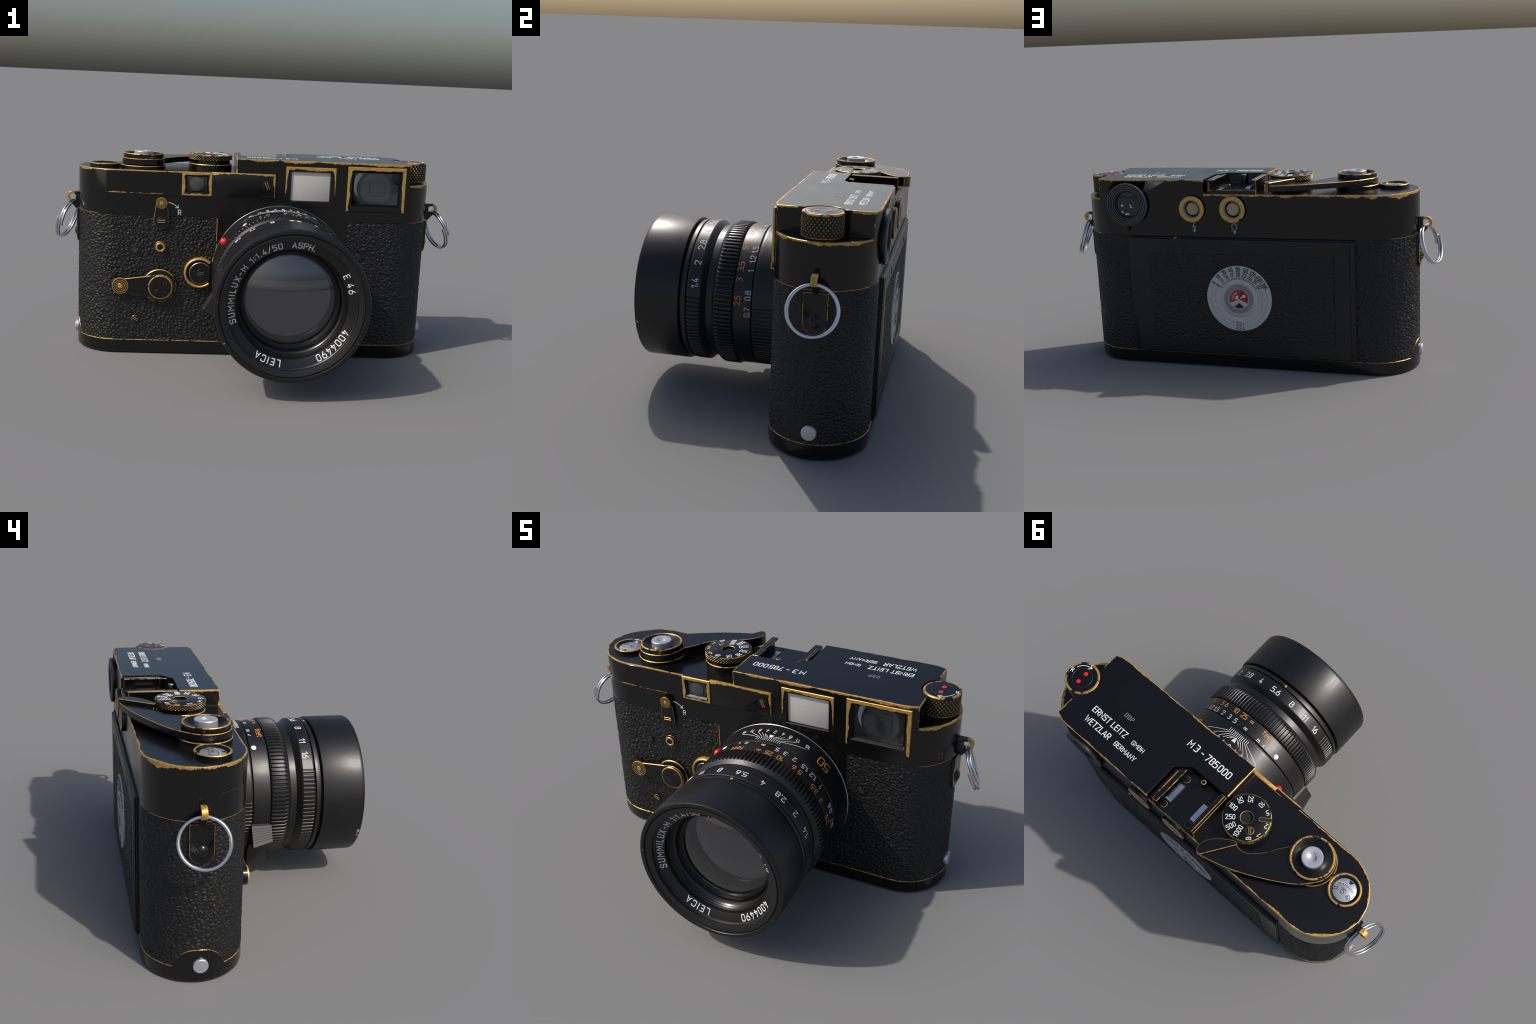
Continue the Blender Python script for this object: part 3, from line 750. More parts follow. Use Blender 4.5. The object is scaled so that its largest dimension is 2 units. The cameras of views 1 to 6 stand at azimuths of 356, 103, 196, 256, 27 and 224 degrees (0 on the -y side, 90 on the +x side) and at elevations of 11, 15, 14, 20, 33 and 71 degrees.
# ================================================================== lens
def ribs(theta, n, duty=.66):
    q = (theta * n / (2 * PI)) % 1.0
    e = min(q, 1 - q) * 2                                     # 0 on the rib, 1 in the gap
    return 0.0 if e < duty - .10 else min(1.0, (e - duty + .10) / .16)
LC = (LX, 0, LZ)
def Hy(y): return -y                                          # height along -y for a y position

barrel = revolve('lens_barrel', [(.300, Hy(.118)), (.337, Hy(.117)), (.3375, Hy(.1085)), (.336, Hy(.1068)), (.331, Hy(.1062)), (.322, Hy(.105)), (.322, Hy(-.03)), (.300, Hy(-.032)), (.300, Hy(-.355)), (.24, Hy(-.36))],
                 '-y', LC, [M_LENS, M_CHROME], 160, None, [0, 0, 1, 0, 0, 0, 0, 0, 0])
def in_sector(t, a0, a1):
    d = math.degrees(t) % 360
    return a0 <= d <= a1 or a0 <= d + 360 <= a1
def rib_wave(n, a0, a1, rows, depth):
    return lambda t, k: (-depth * ribs(t, n) if (k in rows and in_sector(t, a0, a1)) else 0)
# depth-of-field ring, ribbed below
revolve('depth_scale_ring', [(.29, Hy(.1055)), (.324, Hy(.1050)), (.3262, Hy(.102)), (.3262, Hy(.091)), (.3262, Hy(.090)), (.3262, Hy(-.006)), (.3262, Hy(-.020)), (.3262, Hy(-.030)), (.324, Hy(-.0335)), (.29, Hy(-.0345))],
        '-y', LC, M_LENS, 108 * 10, barrel, None, rib_wave(108, 172, 365, (4, 5, 6, 7), .0046), 40)
# distance ring
revolve('distance_ring', [(.29, Hy(-.036)), (.323, Hy(-.0365)), (.3258, Hy(-.040)), (.3268, Hy(-.112)), (.3255, Hy(-.1175)), (.30, Hy(-.1195))], '-y', LC, M_LENS, 160, barrel)
# ribbed focus ring
revolve('focus_ring', [(.31, Hy(-.1195)), (.329, Hy(-.1205)), (.3330, Hy(-.1245)), (.3345, Hy(-.129)), (.3345, Hy(-.186)), (.3330, Hy(-.194)), (.329, Hy(-.2015)), (.326, Hy(-.206)), (.314, Hy(-.2155)), (.3130, Hy(-.2170)), (.3085, Hy(-.2180)), (.3080, Hy(-.247)), (.29, Hy(-.248))],
        '-y', LC, M_LENS, 108 * 10, barrel, None, rib_wave(108, 0, 360, (2, 3, 4, 5), .0085), 40)
# aperture ring, ribbed below the numerals
revolve('aperture_ring', [(.29, Hy(-.2475)), (.306, Hy(-.248)), (.322, Hy(-.266)), (.3285, Hy(-.2735)), (.3292, Hy(-.2775)), (.3292, Hy(-.2785)), (.3292, Hy(-.322)), (.3292, Hy(-.323)), (.3285, Hy(-.3295)), (.3265, Hy(-.3325)), (.30, Hy(-.3335))],
        '-y', LC, M_LENS, 104 * 10, barrel, None, rib_wave(104, 147, 370, (4, 5, 6, 7, 8), .0062), 40)
# index ring, with grooves on both sides
revolve('index_ring', [(.30, Hy(-.334)), (.3225, Hy(-.3355)), (.3270, Hy(-.3385)), (.3275, Hy(-.353)), (.3262, Hy(-.3565)), (.315, Hy(-.3580)), (.315, Hy(-.3650)), (.30, Hy(-.3655))], '-y', LC, M_LENS, 160, barrel)
# hood with stepped, threaded inside
hood = revolve('lens_hood', [(.30, Hy(-.364)), (.327, Hy(-.3665)), (.3335, Hy(-.370)), (.3348, Hy(-.3735)), (.3352, Hy(-0.5550)), (.3346, Hy(-0.5670)), (.3320, Hy(-0.5715)), (.3285, Hy(-0.5730)), (.3165, Hy(-0.5722)), (.3150, Hy(-0.5700)), (.3135, Hy(-0.5650)),
               (.3095, Hy(-0.5650)), (.3085, Hy(-0.5685)), (.3060, Hy(-0.5695)), (.2890, Hy(-0.5640)), (.2830, Hy(-0.5610)), (.2815, Hy(-0.5530)), (.2835, Hy(-0.5510)), (.2805, Hy(-0.5500)), (.2830, Hy(-0.5470)), (.2795, Hy(-0.5440)), (.2815, Hy(-0.5410)), (.2780, Hy(-0.5380))],
               '-y', LC, [M_LENS, M_RIM, M_VOID], 192, barrel, [0] * 4 + [1, 1, 1, 1, 0, 2, 2, 2, 0, 0, 0, 0, 0, 0, 0, 0, 0, 0], None, 30, (1, 0))
# name ring (cone) and inner stepped tunnel
NAME_Y, NAME_R, SL = -.530, .2625, .42          # slope: y rises as r falls
M_NAME = plain('satin_black_name_ring', (.005, .005, .0052), .30, 0, .1)
revolve('name_ring', [(.2790, Hy(-.5395)), (.2780, Hy(-.5370)), (.2445, Hy(-.5225)), (.2430, Hy(-.5215)), (.2410, Hy(-.508)), (.2417, Hy(-.505)), (.2385, Hy(-.498)), (.2392, Hy(-.495)), (.2355, Hy(-.489)), (.2362, Hy(-.486)), (.2315, Hy(-.479)), (.2322, Hy(-.476)), (.2265, Hy(-.470)), (.2205, Hy(-.467)), (.2205, Hy(-.455)), (.2150, Hy(-.446)), (.1990, Hy(-.438)), (.1960, Hy(-.415))],
        '-y', LC, M_NAME, 160, barrel, None, None, 25, (0, 0))
revolve('inner_glass', [(r, Hy(-.4440 + r * r / 1.55)) for r in (.197, .18, .15, .12, .09, .06, .03, 0)], '-y', LC, M_GLASS, 128, barrel, None, None, 60)
dome = [(r, Hy(-.5235 + r * r / .95)) for r in (0, .03, .06, .09, .12, .15, .18, .20, .2195)]
revolve('front_glass', dome + [(r, h - .004) for r, h in dome[::-1]], '-y', LC, M_CLEAR, 128, barrel, None, None, 60, (0, 0))

# engraved numerals on the rings
white, orange = Ink(), Ink()
for s, a in (('1.4', 20.2), ('2', 36.4), ('2.8', 52.6), ('4', 69.0), ('5.6', 86.2), ('8', 104.2), ('11', 120.7), ('16', 134.6)):
    white.text(s, .0275, on_barrel(a, -.2965, .3293), .15, .24, 1.05)
for s, a in (('~', 90), ('5', 78.1), ('3', 71.0), ('2', 62.7), ('1.5', 52.7), ('1.2', 43.7), ('1', 33.7), ('0.8', 14.5), ('0.7', 1.4), ('m', 104.9), ('h', 111.3)):
    white.text(s, .024 if s not in '~mh' else .019, on_barrel(a, -.0535, .3258), .15, .22, 1.0 if s != '~' else .95)
for s, a in (('~', 90.1), ('25', 81.3), ('10', 71.8), ('6', 59.2), ('5', 53.4), ('3.5', 36.7), ('3', 26.2), ('2.5', 9.9)):
    orange.text(s, .0245 if s != '~' else .019, on_barrel(a, -.0990, .3266), .15, .22, 1.0)
orange.text('feet', .026, on_barrel(108.7, -.1000, .3266), .13, .22)
orange.text('50', .046, on_barrel(43.0, .056, .3262), .14, .22, 1.05)
# depth-of-field fan: number, knee and end on the scale edge
RD = .3262
for s, a in (('16', 61.2), ('11', 70.2), ('8', 76.8), ('4', 83.2), ('2', 90), ('4', 96.6), ('8', 103.4), ('11', 110.4), ('16', 118.6)):
    white.text(s, .0205, on_barrel(a, .0665, RD), .16, .22, .85)
fan = on_barrel(90, 0, RD)
for sg in (-1, 1):
    for a_far, a_in, y_far in ((28.3, 9.9, .046), (19.6, 8.2, .050), (13.6, 6.4, .050), (9.6, 4.6, .046), (6.4, 3.1, .040), (4.4, 1.6, .030)):
        rad = lambda d: sg * math.radians(d) * RD
        white.stroke([(rad(a_far), -y_far), (rad(a_in), -(.004 + .10 * (10 - a_in) / 100)), (rad(a_in), .0145)], fan, .0026)
for k in range(5): white.stroke([(-.009 + .0018 * k + (0 if k < 3 else 0), -.034 + .0048 * k), (.009 - .0018 * k, -.034 + .0048 * k)], fan, .0052)
white.stroke([(0, -.016), (0, .0145)], fan, .0028)
white.done('lettering', M_WHITE, barrel); orange.done('lettering', M_ORANGE, barrel)
def barrel_dot(name, deg, y, r, R, mat, high=.3):
    t = math.radians(deg); nx, nz = math.cos(t), math.sin(t); V, F = [], []
    prof = [(r, -.002), (r, .0008), (r * .8, high * r * .6), (r * .45, high * r * .92), (0.0004, high * r)]
    for rr, h in prof:
        for i in range(24):
            a = 2 * PI * i / 24; tx, ty = rr * math.cos(a), rr * math.sin(a)
            V.append((LX + (R + h) * nx - tx * nz, y + ty, LZ + (R + h) * nz + tx * nx))
    for k in range(len(prof) - 1):
        for i in range(24): j = (i + 1) % 24; F.append((k * 24 + i, k * 24 + j, (k + 1) * 24 + j, (k + 1) * 24 + i))
    return make(name, V, F, mat, None, barrel, 50)
barrel_dot('index_dot', 89.8, -.3465, .0062, .3272, M_ORANGE, .2)
barrel_dot('white_dot', 125.7, -.0575, .0125, .3260, plain('glossy_white_enamel', (.75, .77, .80), .12), .35)
barrel_dot('red_index_button', 149.8, .034, .0195, .3262, M_RED, 1.0)

# name ring lettering: clockwise seen from the front, tops outward
nr = Ink()
def on_name(deg):
    t0 = math.radians(deg)
    def f(u, v, h):
        t = t0 - u / NAME_R; r = NAME_R + v
        y = -.5225 - (r - .2445) * (.0145 / .0335) - h
        return (LX + r * math.cos(t), y, LZ + r * math.sin(t))
    return f
def name_word(s, a0, a1, size, weight=.17):
    """Word whose first and last glyph centres lie at a0 and a1 degrees (clockwise)."""
    span = math.radians((a0 - a1) % 360) * NAME_R
    tot = sum(GLYPH[c][0] for c in s); half = (GLYPH[s[0]][0] + GLYPH[s[-1]][0]) / 2
    asp = 1.12; gap = (span / size - (tot - half) * asp) / (len(s) - 1)
    nr.text(s, size, on_name(a0 - ((a0 - a1) % 360) / 2), weight, gap, asp, h=.001)
name_word('SUMMILUX-M', 196.8, 143.3, .0245, .2); name_word('1:1.4/50', 133.5, 103.5, .0245, .2); name_word('ASPH.', 91.5, 72.0, .0245, .2)
name_word('E', 30.1, 29.9, .0245) if False else nr.text('E', .0245, on_name(30.1), .17, .3, 1.12, h=.001)
name_word('46', 21.0, 14.6, .0245); name_word('4004490', 333.9, 299.0, .0255, .19); name_word('LEICA', 259.5, 237.8, .0255, .18)
nr.done('lettering', M_WHITE, barrel)

# focus tab: a crescent with a ribbed upper horn
def focus_tab():
    """Finger crescent: the horns reach further out at the body side (y = -.030) than at the front (y = -.124)."""
    prof = [(191, .318, .318), (192, .3375, .339), (200.1, .393, None), (203, .386, None), (206.5, .358, .366), (212, .342, .344), (219, .340, .341), (225, .350, .356), (230, .374, .392), (232, .388, .412), (235.5, .384, .410), (239, .352, .366), (241, .318, .318)]
    back_over = {2: (202.0, .414), 3: (204.5, .405)}
    m_tab = plain('grey_black_tab', (.014, .014, .0138), .5, 0, .15); m_pad = plain('worn_grey_pad', (.026, .0255, .025), .5, 0, .15)
    def pts(front):
        out = []
        for i, (a, rf, rb) in enumerate(prof):
            if not front: a, rf = back_over.get(i, (a, rb))
            t = math.radians(a); out.append((LX + rf * math.cos(t), LZ + rf * math.sin(t)))
        return out + [(LX + .312 * math.cos(math.radians(a)), LZ + .312 * math.sin(math.radians(a))) for a in (231, 216, 201)]
    f, b = pts(True), pts(False); n = len(f)
    V = [(x, -.124, z) for x, z in f] + [(x, -.030, z) for x, z in b]
    F = [(i, (i + 1) % n, n + (i + 1) % n, n + i) for i in range(n)] + [tuple(range(n)), tuple(range(2 * n - 1, n - 1, -1))]
    make('focus_tab', V, F, [m_tab, m_pad], [1 if i == 1 else 0 for i in range(n)] + [0, 0], barrel, 20)
    for i in range(6):                                       # ribs across the horn's upper face
        k = .14 + .13 * i
        p = Vector(f[1]).lerp(Vector(f[2]), k); q = Vector(b[1]).lerp(Vector(b[2]), k); up = Vector((f[1][1] - f[2][1], f[2][0] - f[1][0])).normalized() * -1
        d = (Vector(f[2]) - Vector(f[1])).normalized() * .0024
        R = []
        for c, y in ((p, -.1235), (q, -.0305)):
            for o in (-d - up * .001, -d * .5 + up * .0028, d * .5 + up * .0028, d - up * .001): R.append((c.x + o.x, y, c.y + o.y))
        make('tab_rib', R, [(0, 1, 5, 4), (1, 2, 6, 5), (2, 3, 7, 6), (0, 1, 2, 3), (4, 5, 6, 7)], m_pad, None, barrel, 20)
focus_tab()

# ================================================================== front controls
FY = YF - .001
def D_outline(r, cx, cz, flat, n=64):
    return [(min(x, flat), z) for x, z in circle(r, n, 0, 2 * PI, (cx, cz))]
def release_ring():
    """Round brass guard, open towards the lens."""
    V, F = [], []; arc = np.linspace(math.radians(46), math.radians(314), 60); m = 9
    for t in arc:
        for k in range(m):
            q = PI * k / (m - 1); r = .0692 + .0078 * math.cos(q); y = FY + .002 - .024 * math.sin(q) ** .6
            V.append((-.276 + r * math.cos(t), y, .420 + r * math.sin(t)))
    for i in range(len(arc) - 1):
        for k in range(m - 1): F.append((i * m + k, i * m + k + 1, (i + 1) * m + k + 1, (i + 1) * m + k))
    F += [tuple(range(m)), tuple((len(arc) - 1) * m + k for k in range(m))]
    return make('lens_release_ring', V, F, M_BRASS, None, None, 50)
rel = release_ring()
prism('lens_release_button', D_outline(.0545, -.272, .420, -.2260), 0, .028, '-y', (0, FY + .006, 0), [M_BLACK, plain('rubbed_steel_edge', (.45, .45, .46), .35, .8)], .0024, parent=rel)
prism('release_well', D_outline(.063, -.276, .420, -.2222), 0, .006, '-y', (0, FY + .002, 0), [M_VOID, M_VOID], parent=rel)
screw('release_screw', (-.270, FY - .0222, .418), '-y', .022, .18, [M_BLACK], rel, .0012, plain('dull_steel', (.12, .12, .12), .4, .5))

# self-timer
SX, SZ = -.463, .346
timer = revolve('self_timer_base', [(.083, -.004), (.083, .008), (.079, .012), (.060, .0125)], '-y', (-.470, FY, .349), [M_BLACK, M_EDGE], 72, None, [0, 1, 0])
def tapered_arm(x0, z0, r0, x1, z1, r1, n=20):
    d = math.hypot(x1 - x0, z1 - z0); b = math.atan2(z1 - z0, x1 - x0); g = math.acos((r0 - r1) / d)
    a = circle(r0, n, b + g, b + 2 * PI - g, (x0, z0)); c = circle(r1, n, b - g, b + g, (x1, z1))
    return a + c
prism('self_timer_lever', tapered_arm(SX, SZ, .062, -.661, .347, .033), .010, .024, '-y', (0, FY, 0), [M_BLACK, worn_brass('timer_brass', .54)], .0028, parent=timer)
revolve('timer_hub_cap', [(.060, .020), (.060, .030), (.0575, .0335), (.0545, .034), (0, .0345)], '-y', (SX - .002, FY, SZ), [M_BLACK, worn_brass('cap_brass', .62)], 64, timer, [0, 1, 1, 0])
def ringed_knob(name, c, r, h, parent, n_rings, axis='-y'):
    prof, idx = [(r, 0), (r, h * .75), (r * .95, h)], [0, 1]
    for i in range(n_rings):
        a, b = r * (.95 - .62 * i / n_rings), r * (.95 - .62 * (i + 1) / n_rings)
        prof += [(a - (a - b) * .34, h), (a - (a - b) * .50, h - .0020), (b + .0002, h - .0020), (b, h)]; idx += [1, 0, 0, 0]
    prof += [(r * .30, h + .001), (0, h + .0012)]; idx += [1, 1]
    return revolve(name, prof, axis, c, [M_BLACK, M_BRASS], 48, parent, idx, None, 25)
ringed_knob('timer_knob', (-.661, FY, .347), .041, .028, timer, 3)
for px, pz in ((-.442, .366), (-.482, .328)):
    k = Ink(); k.stroke(circle(.0075, 14, -.6, 4.2), lambda u, v, h: (px + u, FY - .0345 - h, pz + v), .0022, .0006); k.done('spanner_hole_rim', plain('dull_brass_line', (.10, .08, .05), .4, .4), timer)

# small round button
btn = revolve('selector_stop_button', [(.029, -.003), (.029, .003), (.0275, .0045), (.024, .0045), (.0235, .003), (.0235, .012), (.021, .0145), (.016, .0150), (.0145, .0135), (0, .0125)], '-y', (-.470, FY, .543), [M_BLACK, M_EDGE, M_BRASS], 48, None, [0, 1, 0, 0, 0, 2, 2, 2, 0])

# frame selector lever
selector = prism('frame_selector_lever', tapered_arm(-.468, .673, .038, -.468, .762, .026), .001, .0125, '-y', (0, FY, 0), [M_BLACK, worn_brass('selector_brass', .60)], .0018)
ringed_knob('selector_knob', (-.468, FY - .010, .762), .028, .014, selector, 4)
screw('selector_screw', (-.468, FY - .0135, .672), '-y', .024, .05, [M_BLACK], selector, .0026, M_BRASS)
ink = Ink(); f = on_plane('-y', (0, YF, 0))
ink.stroke([(-.437, .7635), (-.425, .761), (-.412, .755), (-.400, .7475), (-.389, .7390)], f, .0032, .001); ink.stroke([(-.389, .7525), (-.387, .7375), (-.402, .7375)], f, .0032, .001)
ink.text('R', .0235, on_plane('-y', (-.381, YF, .7155)), .14); ink.done('lettering', M_WHITE, top)

screw('strip_screw', (.040, .1062, .862), '-y', .023, 1.95, [M_BLACK], None, .0030, M_BRASS)
for (px, pz), rot in (((-.586, .177), -.5),):
    screw('leather_screw', (px, FY - .0035, pz), '-y', .0185, rot, [M_BLACK, M_EDGE], None, .0022, M_BRASS)
for (px, pz), rot in (((-.590, .520), .75), ((.514, .523), -.75), ((.518, .185), -.1)):
    screw('leather_screw', (px, FY - .0015, pz), '-y', .0170, rot, [M_LEATHER], None, .0020, plain('faint_brass_line', (.12, .085, .04), .5, .4))

# ================================================================== strap lugs, rings, end pins
for side in (1, -1):
    ax = 'x' if side > 0 else '-x'; ex = XC + side * (HALF + R0)
    U = [(-.0485, .118), (-.0485, 0)] + circle(.0485, 21, PI, 2 * PI)[1:-1] + [(.0485, 0), (.0485, .118)]
    lug_plate = prism('lug_plate', U, -.014, .0062, ax, (ex, .320, .573), [M_BLACK, M_EDGE], .0022)
    revolve('lug_screw_dome', [(.034, .005), (.033, .0075), (.029, .0085), (.027, .0082), (.024, .0115), (.018, .0165), (.010, .0195), (0, .0205)], ax, (ex, .320, .578), M_BLACK, 40, lug_plate)
    # eye: tapering plate with a hole, thickness across y
    ol = [(-.016, .700)] + [(.010, .690), (.026, .708), (.044, .728)] + circle(.028, 15, -.6, PI / 2, (.030, .748)) + [(.010, .776), (-.016, .776)]
    ol = [(side * (a), b) for a, b in ol]
    hole = []
    for a, b in ol:
        d = Vector((a - side * .0265, b - .7465)); d = d.normalized() * .0185; hole.append((side * .0265 + d.x, .7465 + d.y))
    eye = prism('strap_eye', ol, -.0125, .0125, '-y', (.885 if side > 0 else -.895, .320, 0), [paint('worn_eye_lacquer_%s' % ax, lambda x, y, z: (x.abs() * -1.0 + .938).max(0.0) * .5 + (z * -1.0 + .735).max(0.0) * 1.0, .0115, .5), M_EDGE_THIN], .002, parent=lug_plate, hole=hole)
    pin = revolve('end_pin', [(.031, -.006), (.031, .010), (.028, .0135), (0, .0145)], ax, (ex, .317, .119 if side > 0 else .081), M_ALU, 40)

def split_ring(name, c, az, el, R, tube, pitch, start, parent=None):
    n = Vector((math.cos(el) * math.cos(az), math.cos(el) * math.sin(az), math.sin(el)))
    a = n.cross(Vector((0, 0, 1))).normalized(); b = n.cross(a)
    V, F = [], []; seg, m = 240, 12; turns = 2.07
    for i in range(seg + 1):
        t = start + 2 * PI * turns * i / seg
        h = pitch * (1 / (1 + math.exp(-(i / seg - .5) * 40)) - .5) + pitch * .55 * (max(0, i / seg - .94) - max(0, .06 - i / seg)) / .06   # two flat coils, a quick cross-over, ends sprung outward
        p = Vector(c) + a * (R * math.cos(t)) + b * (R * math.sin(t)) + n * h
        rad = a * math.cos(t) + b * math.sin(t)
        for k in range(m):
            q = 2 * PI * k / m; V.append(p + rad * (tube * math.cos(q)) + n * (tube * .85 * math.sin(q)))
    for i in range(seg):
        for k in range(m): j = (k + 1) % m; F.append((i * m + k, i * m + j, (i + 1) * m + j, (i + 1) * m + k))
    F += [tuple(range(m)), tuple(seg * m + k for k in range(m))]
    return make(name, V, F, M_CHROME, None, parent, 60)
split_ring('split_ring', (-.9465, .319, .637), -.282, -.337, .0978, .0068, .0140, -.25)
split_ring('split_ring', (.9470, .321, .641), .312, .307, .0968, .0068, .0140, -.25)

# ================================================================== back: door, film dial, sockets, eyepiece
def back_door():
    m_door = Mat('dark_grey_door_lacquer', rough=.38, color=(.005, .005, .005))
    x, y, z = m_door.xyz()
    d = (z * -1.0 + .692).abs().min((z - .074).abs()).max((y * -1.0 + .5465).abs() * .8)
    mask = d.lt((m_door.noise(20, 3, .6) - .60) * .045, .0008)
    m_door.set('Base Color', m_door.mix(mask, (.005, .005, .0051), (.30, .32, .35)))
    rows = [(0, 0, .520), (0, 0, .5380), (.0015, .0015, .5395), (.024, .0045, .5415), (.027, .006, .5445), (.029, .007, .5475), (.105, .082, .5475), (.107, .083, .5460)]
    V, F = [], []
    for ix, iz, yy in rows: V += [(p[0], yy, p[1]) for p in rect(-.605 + ix, .593 - ix * 1.08, .073 + iz, .692 - iz)]
    for k in range(len(rows) - 1):
        for i in range(4): j = (i + 1) % 4; F.append((k * 4 + i, k * 4 + j, (k + 1) * 4 + j, (k + 1) * 4 + i))
    F.append((0, 1, 2, 3)); F.append(tuple(28 + i for i in range(4)))
    o = make('back_door', V, F, m_door.m, None, None, 20)
    box('door_hinge_bar', (.556, .540, .080), (.590, .5455, .688), m_door.m, .003, o)
    box('door_hinge_bar', (-.603, .540, .080), (-.577, .5455, .688), m_door.m, .003, o)
    for x in (.286, -.312):
        revolve('door_rivet', [(.0165, -.002), (.0165, .0012), (.0145, .0020), (0, .0021)], 'y', (x, .5475, .6435), plain('dark_rivet', (.004, .0045, .006), .5), 28, o)
    return o
door = back_door()
leather('door_leather', [(20 + x, (x, .5482), (0, 1)) for x in np.arange(.4805, -.4985, -STEP)], .156, .611, STEP, parent=door)

KX2, KZ2, DYF = -.004, .382, .5455
disc = revolve('film_speed_disc', [(.1725, -.006), (.1725, .0075), (.1705, .0100), (.101, .0102), (.0995, .0092), (.0980, .0102), (.0800, .0104)], 'y', (KX2, DYF, KZ2), M_DISC, 128)
def radial_teeth(t, k): return 0
ns = 80 * 4; V, F = [], []
for k, (r, hh) in enumerate([(.0795, .010), (.0795, .0128), (.0770, .0140), (.0545, .0140), (.0525, .0125)]):
    for i in range(ns):
        t = 2 * PI * i / ns; gr = .0030 if (k in (1, 2, 3) and i % 4 == 0) else 0
        V.append((KX2 - r * math.cos(t), DYF + hh - gr, KZ2 + r * math.sin(t)))
for k in range(4):
    for i in range(ns): j = (i + 1) % ns; F.append((k * ns + i, k * ns + j, (k + 1) * ns + j, (k + 1) * ns + i))
make('setting_ring', V, F, M_DISC, None, disc, 20)
teeth = Ink()
for i in range(80):
    t = 2 * PI * (i + .5) / 80; teeth.stroke([(.0565 * math.cos(t), .0565 * math.sin(t)), (.0765 * math.cos(t), .0765 * math.sin(t))], on_plane('y', (KX2, DYF + .0140, KZ2)), .0016, .0003)
teeth.done('ring_tooth_lines', plain('dark_tooth_line', (.10, .10, .105), .5), disc)
ZF = DYF + .0120
def sector(name, a0, a1, r, mat, h):
    P = [(0, 0)] + circle(r, 28, math.radians(a0), math.radians(a1)); prism(name, P, 0, .0010, 'y', (KX2, h, KZ2), mat, parent=disc)
revolve('film_type_base', [(.0530, -.004), (.0530, 0), (0, .0001)], 'y', (KX2, ZF, KZ2), M_DISC, 56, disc)
rot = -4
sector('red_sector', 91 + rot, 205, .0495, M_DARKRED, ZF); sector('red_sector', -27, 89 + rot, .0495, M_DARKRED, ZF)
prism('black_sector', [(0, -.021)] + circle(.0495, 16, math.radians(238), math.radians(302)), 0, .0010, 'y', (KX2, ZF, KZ2), M_INK, parent=disc)
k = Ink(); f = on_plane('y', (KX2, ZF + .0010, KZ2))
for a in range(105, 200, 13): k.stroke([(-.004 + .021 * math.cos(math.radians(a)), .006 + .021 * math.sin(math.radians(a))), (-.004 + (.038 if a % 2 else .031) * math.cos(math.radians(a)), .006 + (.038 if a % 2 else .031) * math.sin(math.radians(a)))], f, .0022, .0006)
for rr in (.004, .008, .012): k.stroke(circle(rr, 10, math.radians(95), math.radians(205), (-.004, .004)), f, .0048, .0006)
for rr in (.0025, .006): k.stroke(circle(rr, 12, 0, 2 * PI, (.027, .015)), f, .0052, .0006, True)
k.stroke([(.018, .010), (.009, .005)], f, .0055, .0006); k.done('light_symbol', M_WHITE, disc)
ink = Ink(); ZI = DYF + .0102
def on_disc(deg, r):
    t = math.radians(deg); f = to3('y', (KX2, ZI, KZ2)); cs, sn = math.cos(-t), math.sin(-t)
    return lambda u, v, h: f(r * math.sin(t) + u * cs - v * sn, r * math.cos(t) + u * sn + v * cs, h)
for i, (asa, din) in enumerate((('4', '8'), ('10', '11'), ('20', '14'), ('40', '17'), ('80', '20'), ('160', '23'), ('320', '26'), ('650', '29'), ('1300', '32'))):
    a = -58 + 14.6 * i
    ink.text(asa, .0205, on_disc(a + (0 if i < 5 else (i - 4) * .5), .1545), .19, .22, .62, h=.0006); ink.text(din, .0195, on_disc(a, .1280), .19, .22, .68, h=.0006)
f = on_plane('y', (KX2, ZI, KZ2))
for i in range(25):
    t = math.radians(-58 + 116.8 * i / 24); ln = .010 if i % 3 == 0 else .006
    ink.stroke([(.1035 * math.sin(t), .1035 * math.cos(t)), ((.1035 + ln) * math.sin(t), (.1035 + ln) * math.cos(t))], f, .0030, .0006)
ink.text('DIN', .0185, on_plane('y', (KX2, ZI, KZ2 - .1335)), .15, .36, 1.05, h=.0006); ink.text('ASA', .0185, on_plane('y', (KX2, ZI, KZ2 - .1575)), .15, .32, 1.05, h=.0006)
ink.done('lettering', M_INK, disc)
k = Ink()
for rr in (.1265, .1490):
    for a0, a1 in ((150, 258), (282, 378)): k.stroke(circle(rr, 40, math.radians(a0), math.radians(a1)), f, .0016, .0005)
k.done('scale_line', plain('grey_line', (.20, .20, .21), .5), disc)
for a in (50, 172, 282):
    t = math.radians(a); k = (math.cos(t), math.sin(t)); n_ = (-k[1], k[0])
    prism('pointer', [(.078 * k[0] + .005 * n_[0], .078 * k[1] + .005 * n_[1]), (.094 * k[0], .094 * k[1]), (.078 * k[0] - .005 * n_[0], .078 * k[1] - .005 * n_[1])], .009, .0125, 'y', (KX2, DYF, KZ2), M_DISC, parent=disc)

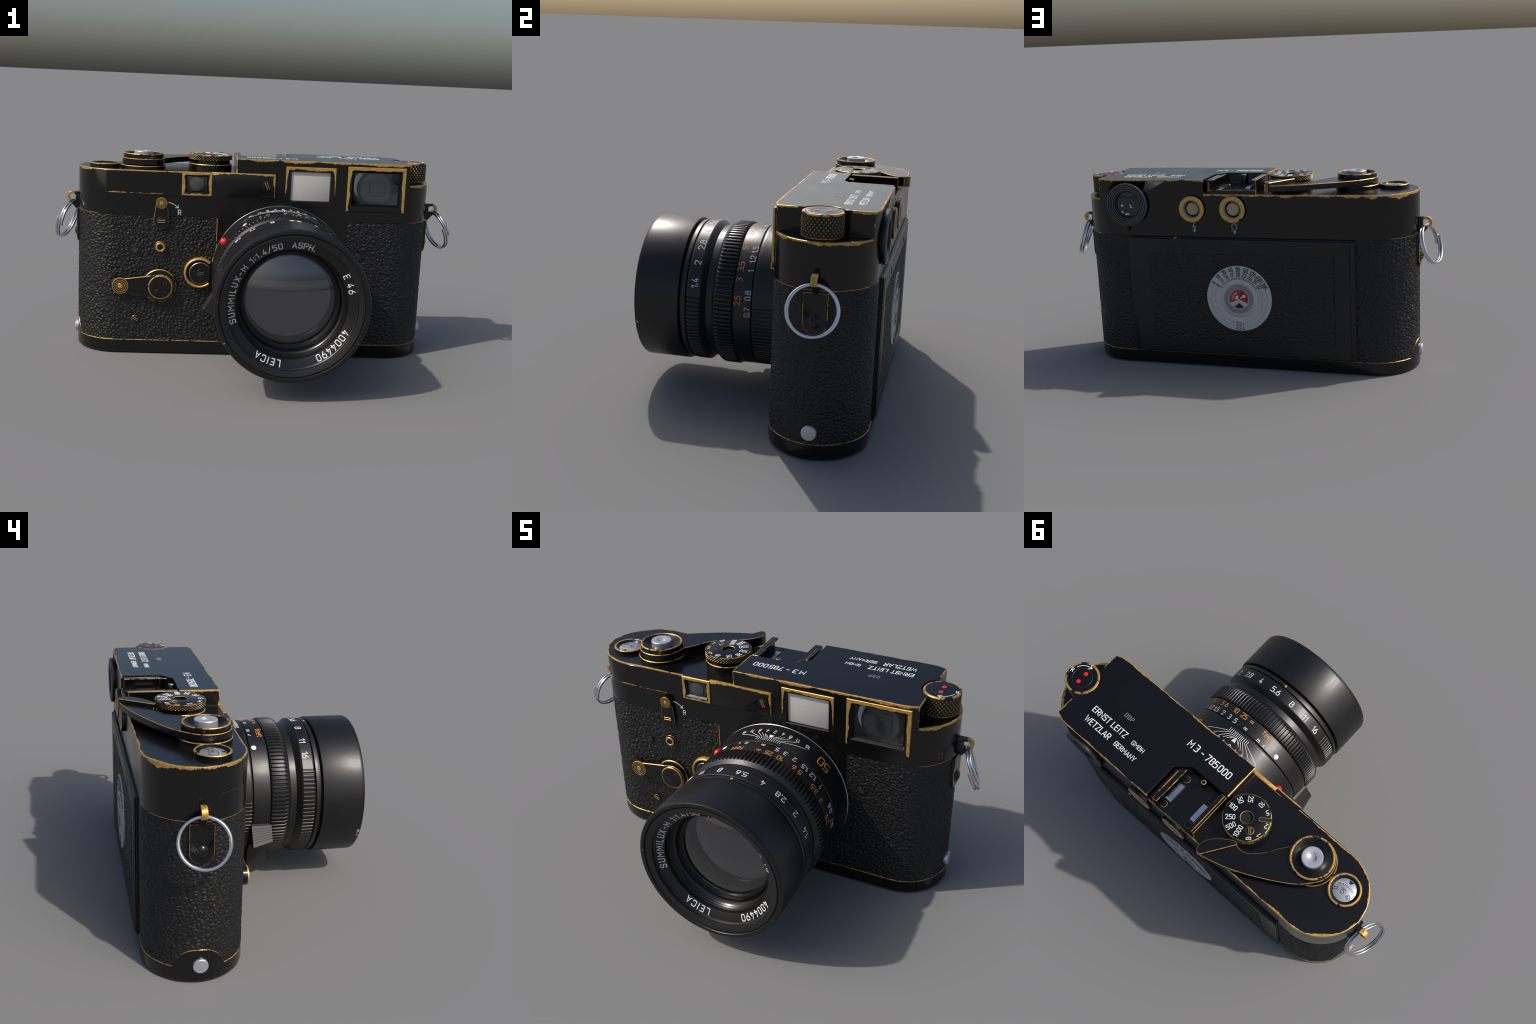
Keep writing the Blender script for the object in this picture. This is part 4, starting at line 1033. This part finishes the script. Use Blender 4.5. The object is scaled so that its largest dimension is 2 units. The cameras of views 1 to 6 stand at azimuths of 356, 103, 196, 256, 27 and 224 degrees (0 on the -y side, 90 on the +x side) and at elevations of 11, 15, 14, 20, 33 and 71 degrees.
for sx, sym in ((.229, 0), (.0135, 1)):
    s = revolve('flash_socket', [(.069, -.004), (.069, .008), (.0675, .0125), (.065, .0145), (.061, .0142), (.0595, .0150), (.050, .0152), (.0475, .0135), (.0465, .0100)], 'y', (sx, YB + .0035, .8395), [M_BLACK, worn_brass('socket_brass', .64), M_BRASS, M_CREAM], 72, None, [0, 0, 1, 1, 1, 2, 3, 3], caps=(0, 0))
    revolve('socket_tube', [(.0468, .0145), (.0440, .0140), (.0425, -.016), (.036, -.016), (.036, -.022), (0, -.023)], 'y', (sx, YB + .0035, .8395), [M_CREAM, M_VOID], 56, s, [0, 0, 1, 0, 0], caps=(0, 0))
    revolve('socket_plug', [(.0325, -.030), (.0325, -.004), (.030, -.0015), (0, -.001)], 'y', (sx, YB + .0035, .8395), M_CREAM, 48, s)
    k = Ink(); f = on_plane('y', (sx - .004, YB, .742))
    if sym == 0:
        k.stroke([(.0015, .026), (-.006, .004), (.005, .005), (.000, -.020)], f, .0052, .001); k.stroke([(-.0055, -.010), (-.0005, -.023), (.0065, -.012)], f, .0042, .001)
    else:
        k.stroke([(-.0055, -.013), (-.007, -.006), (-.013, .003), (-.0145, .011), (-.010, .021), (0, .0255), (.010, .021), (.0145, .011), (.013, .003), (.007, -.006), (.0055, -.013)], f, .0032, .001)
        k.stroke([(0, -.017), (0, -.023)], f, .010, .001); k.stroke([(.002, .019), (.007, .012)], f, .0028, .001)
    k.done('flash_symbol', plain('grey_white_engraving', (.5, .5, .52), .5), top)
# cut the socket wells into the cover
cut(top, [(circle(.060, 40, 0, 2 * PI, (sx, .8395)), .47, .56) for sx in (.229, .0135)], M_VOID)

EX, EZ = .5805, .8590
def eyep():
    prof = [(.096, -.06), (.096, -.030), (.106, -.028), (.109, -.025), (.109, -.010), (.100, -.008), (.100, -.003), (.1085, -.002), (.1118, .001), (.1118, .0125), (.1095, .0165)]
    r = .1080
    for i in range(4): prof += [(r, .0178), (r - .0040, .0180), (r - .0052, .0145), (r - .0080, .0145)]; r -= .0092
    prof += [(.0705, .0175), (.0680, .0160), (.0660, .006), (.050, -.012), (.046, -.026)]
    o = revolve('viewfinder_eyepiece', prof, 'y', (EX, YB + .005, EZ), [plain('ringed_black_metal', (.006, .006, .007), .34, 0, .2, 30), plain('lighter_grey_metal', (.12, .125, .135), .38, .5, .45, 22)], 96, None, [0] * 9 + [1, 0] + [1, 0, 0, 0] * 4 + [1] + [0] * 3, None, 25)  # ring edges lighter grey than the grooves between them
    revolve('eyepiece_glass', [(.064, .004), (.050, .0065), (.03, .0085), (0, .0095)], 'y', (EX, YB + .003, EZ), M_GLASS2, 64, o)
    return o
eye = eyep()
# pale plate added in the gap beside the eyepiece for the bright finder interior
prism('finder_prism_plate', [(.43, .905), (.385, .9775), (.505, .9775), (.530, .905)], 0, .006, '-y', (0, .455, 0), [M_PALE, M_BLACK], .002)
for i, (dx, dz, w, h, r) in enumerate(((.014, .008, .016, .007, .5), (.000, .010, .007, .009, .9), (-.030, .004, .014, .010, -.7), (.020, -.004, .014, .006, .1), (-.006, -.040, .024, .010, -.2), (-.030, -.030, .014, .009, .8))):
    c, s = math.cos(r), math.sin(r)
    q = [((a * c - b * s) - dx, (a * s + b * c) + dz - .01) for a, b in ((-w / 2, -h / 2), (w / 2, -h / 2 * .6), (w / 2 * .7, h / 2), (-w / 2, h / 2 * .7))]
    prism('eyepiece_glint_plate', [(-a, b) for a, b in q], 0, .002, 'y', (EX, YB + .0102 - .5 * (dx * dx + dz * dz), EZ), [M_PALE, M_PALE], parent=eye)  # pale plates laid on the eyepiece glass, reflections put in as shapes
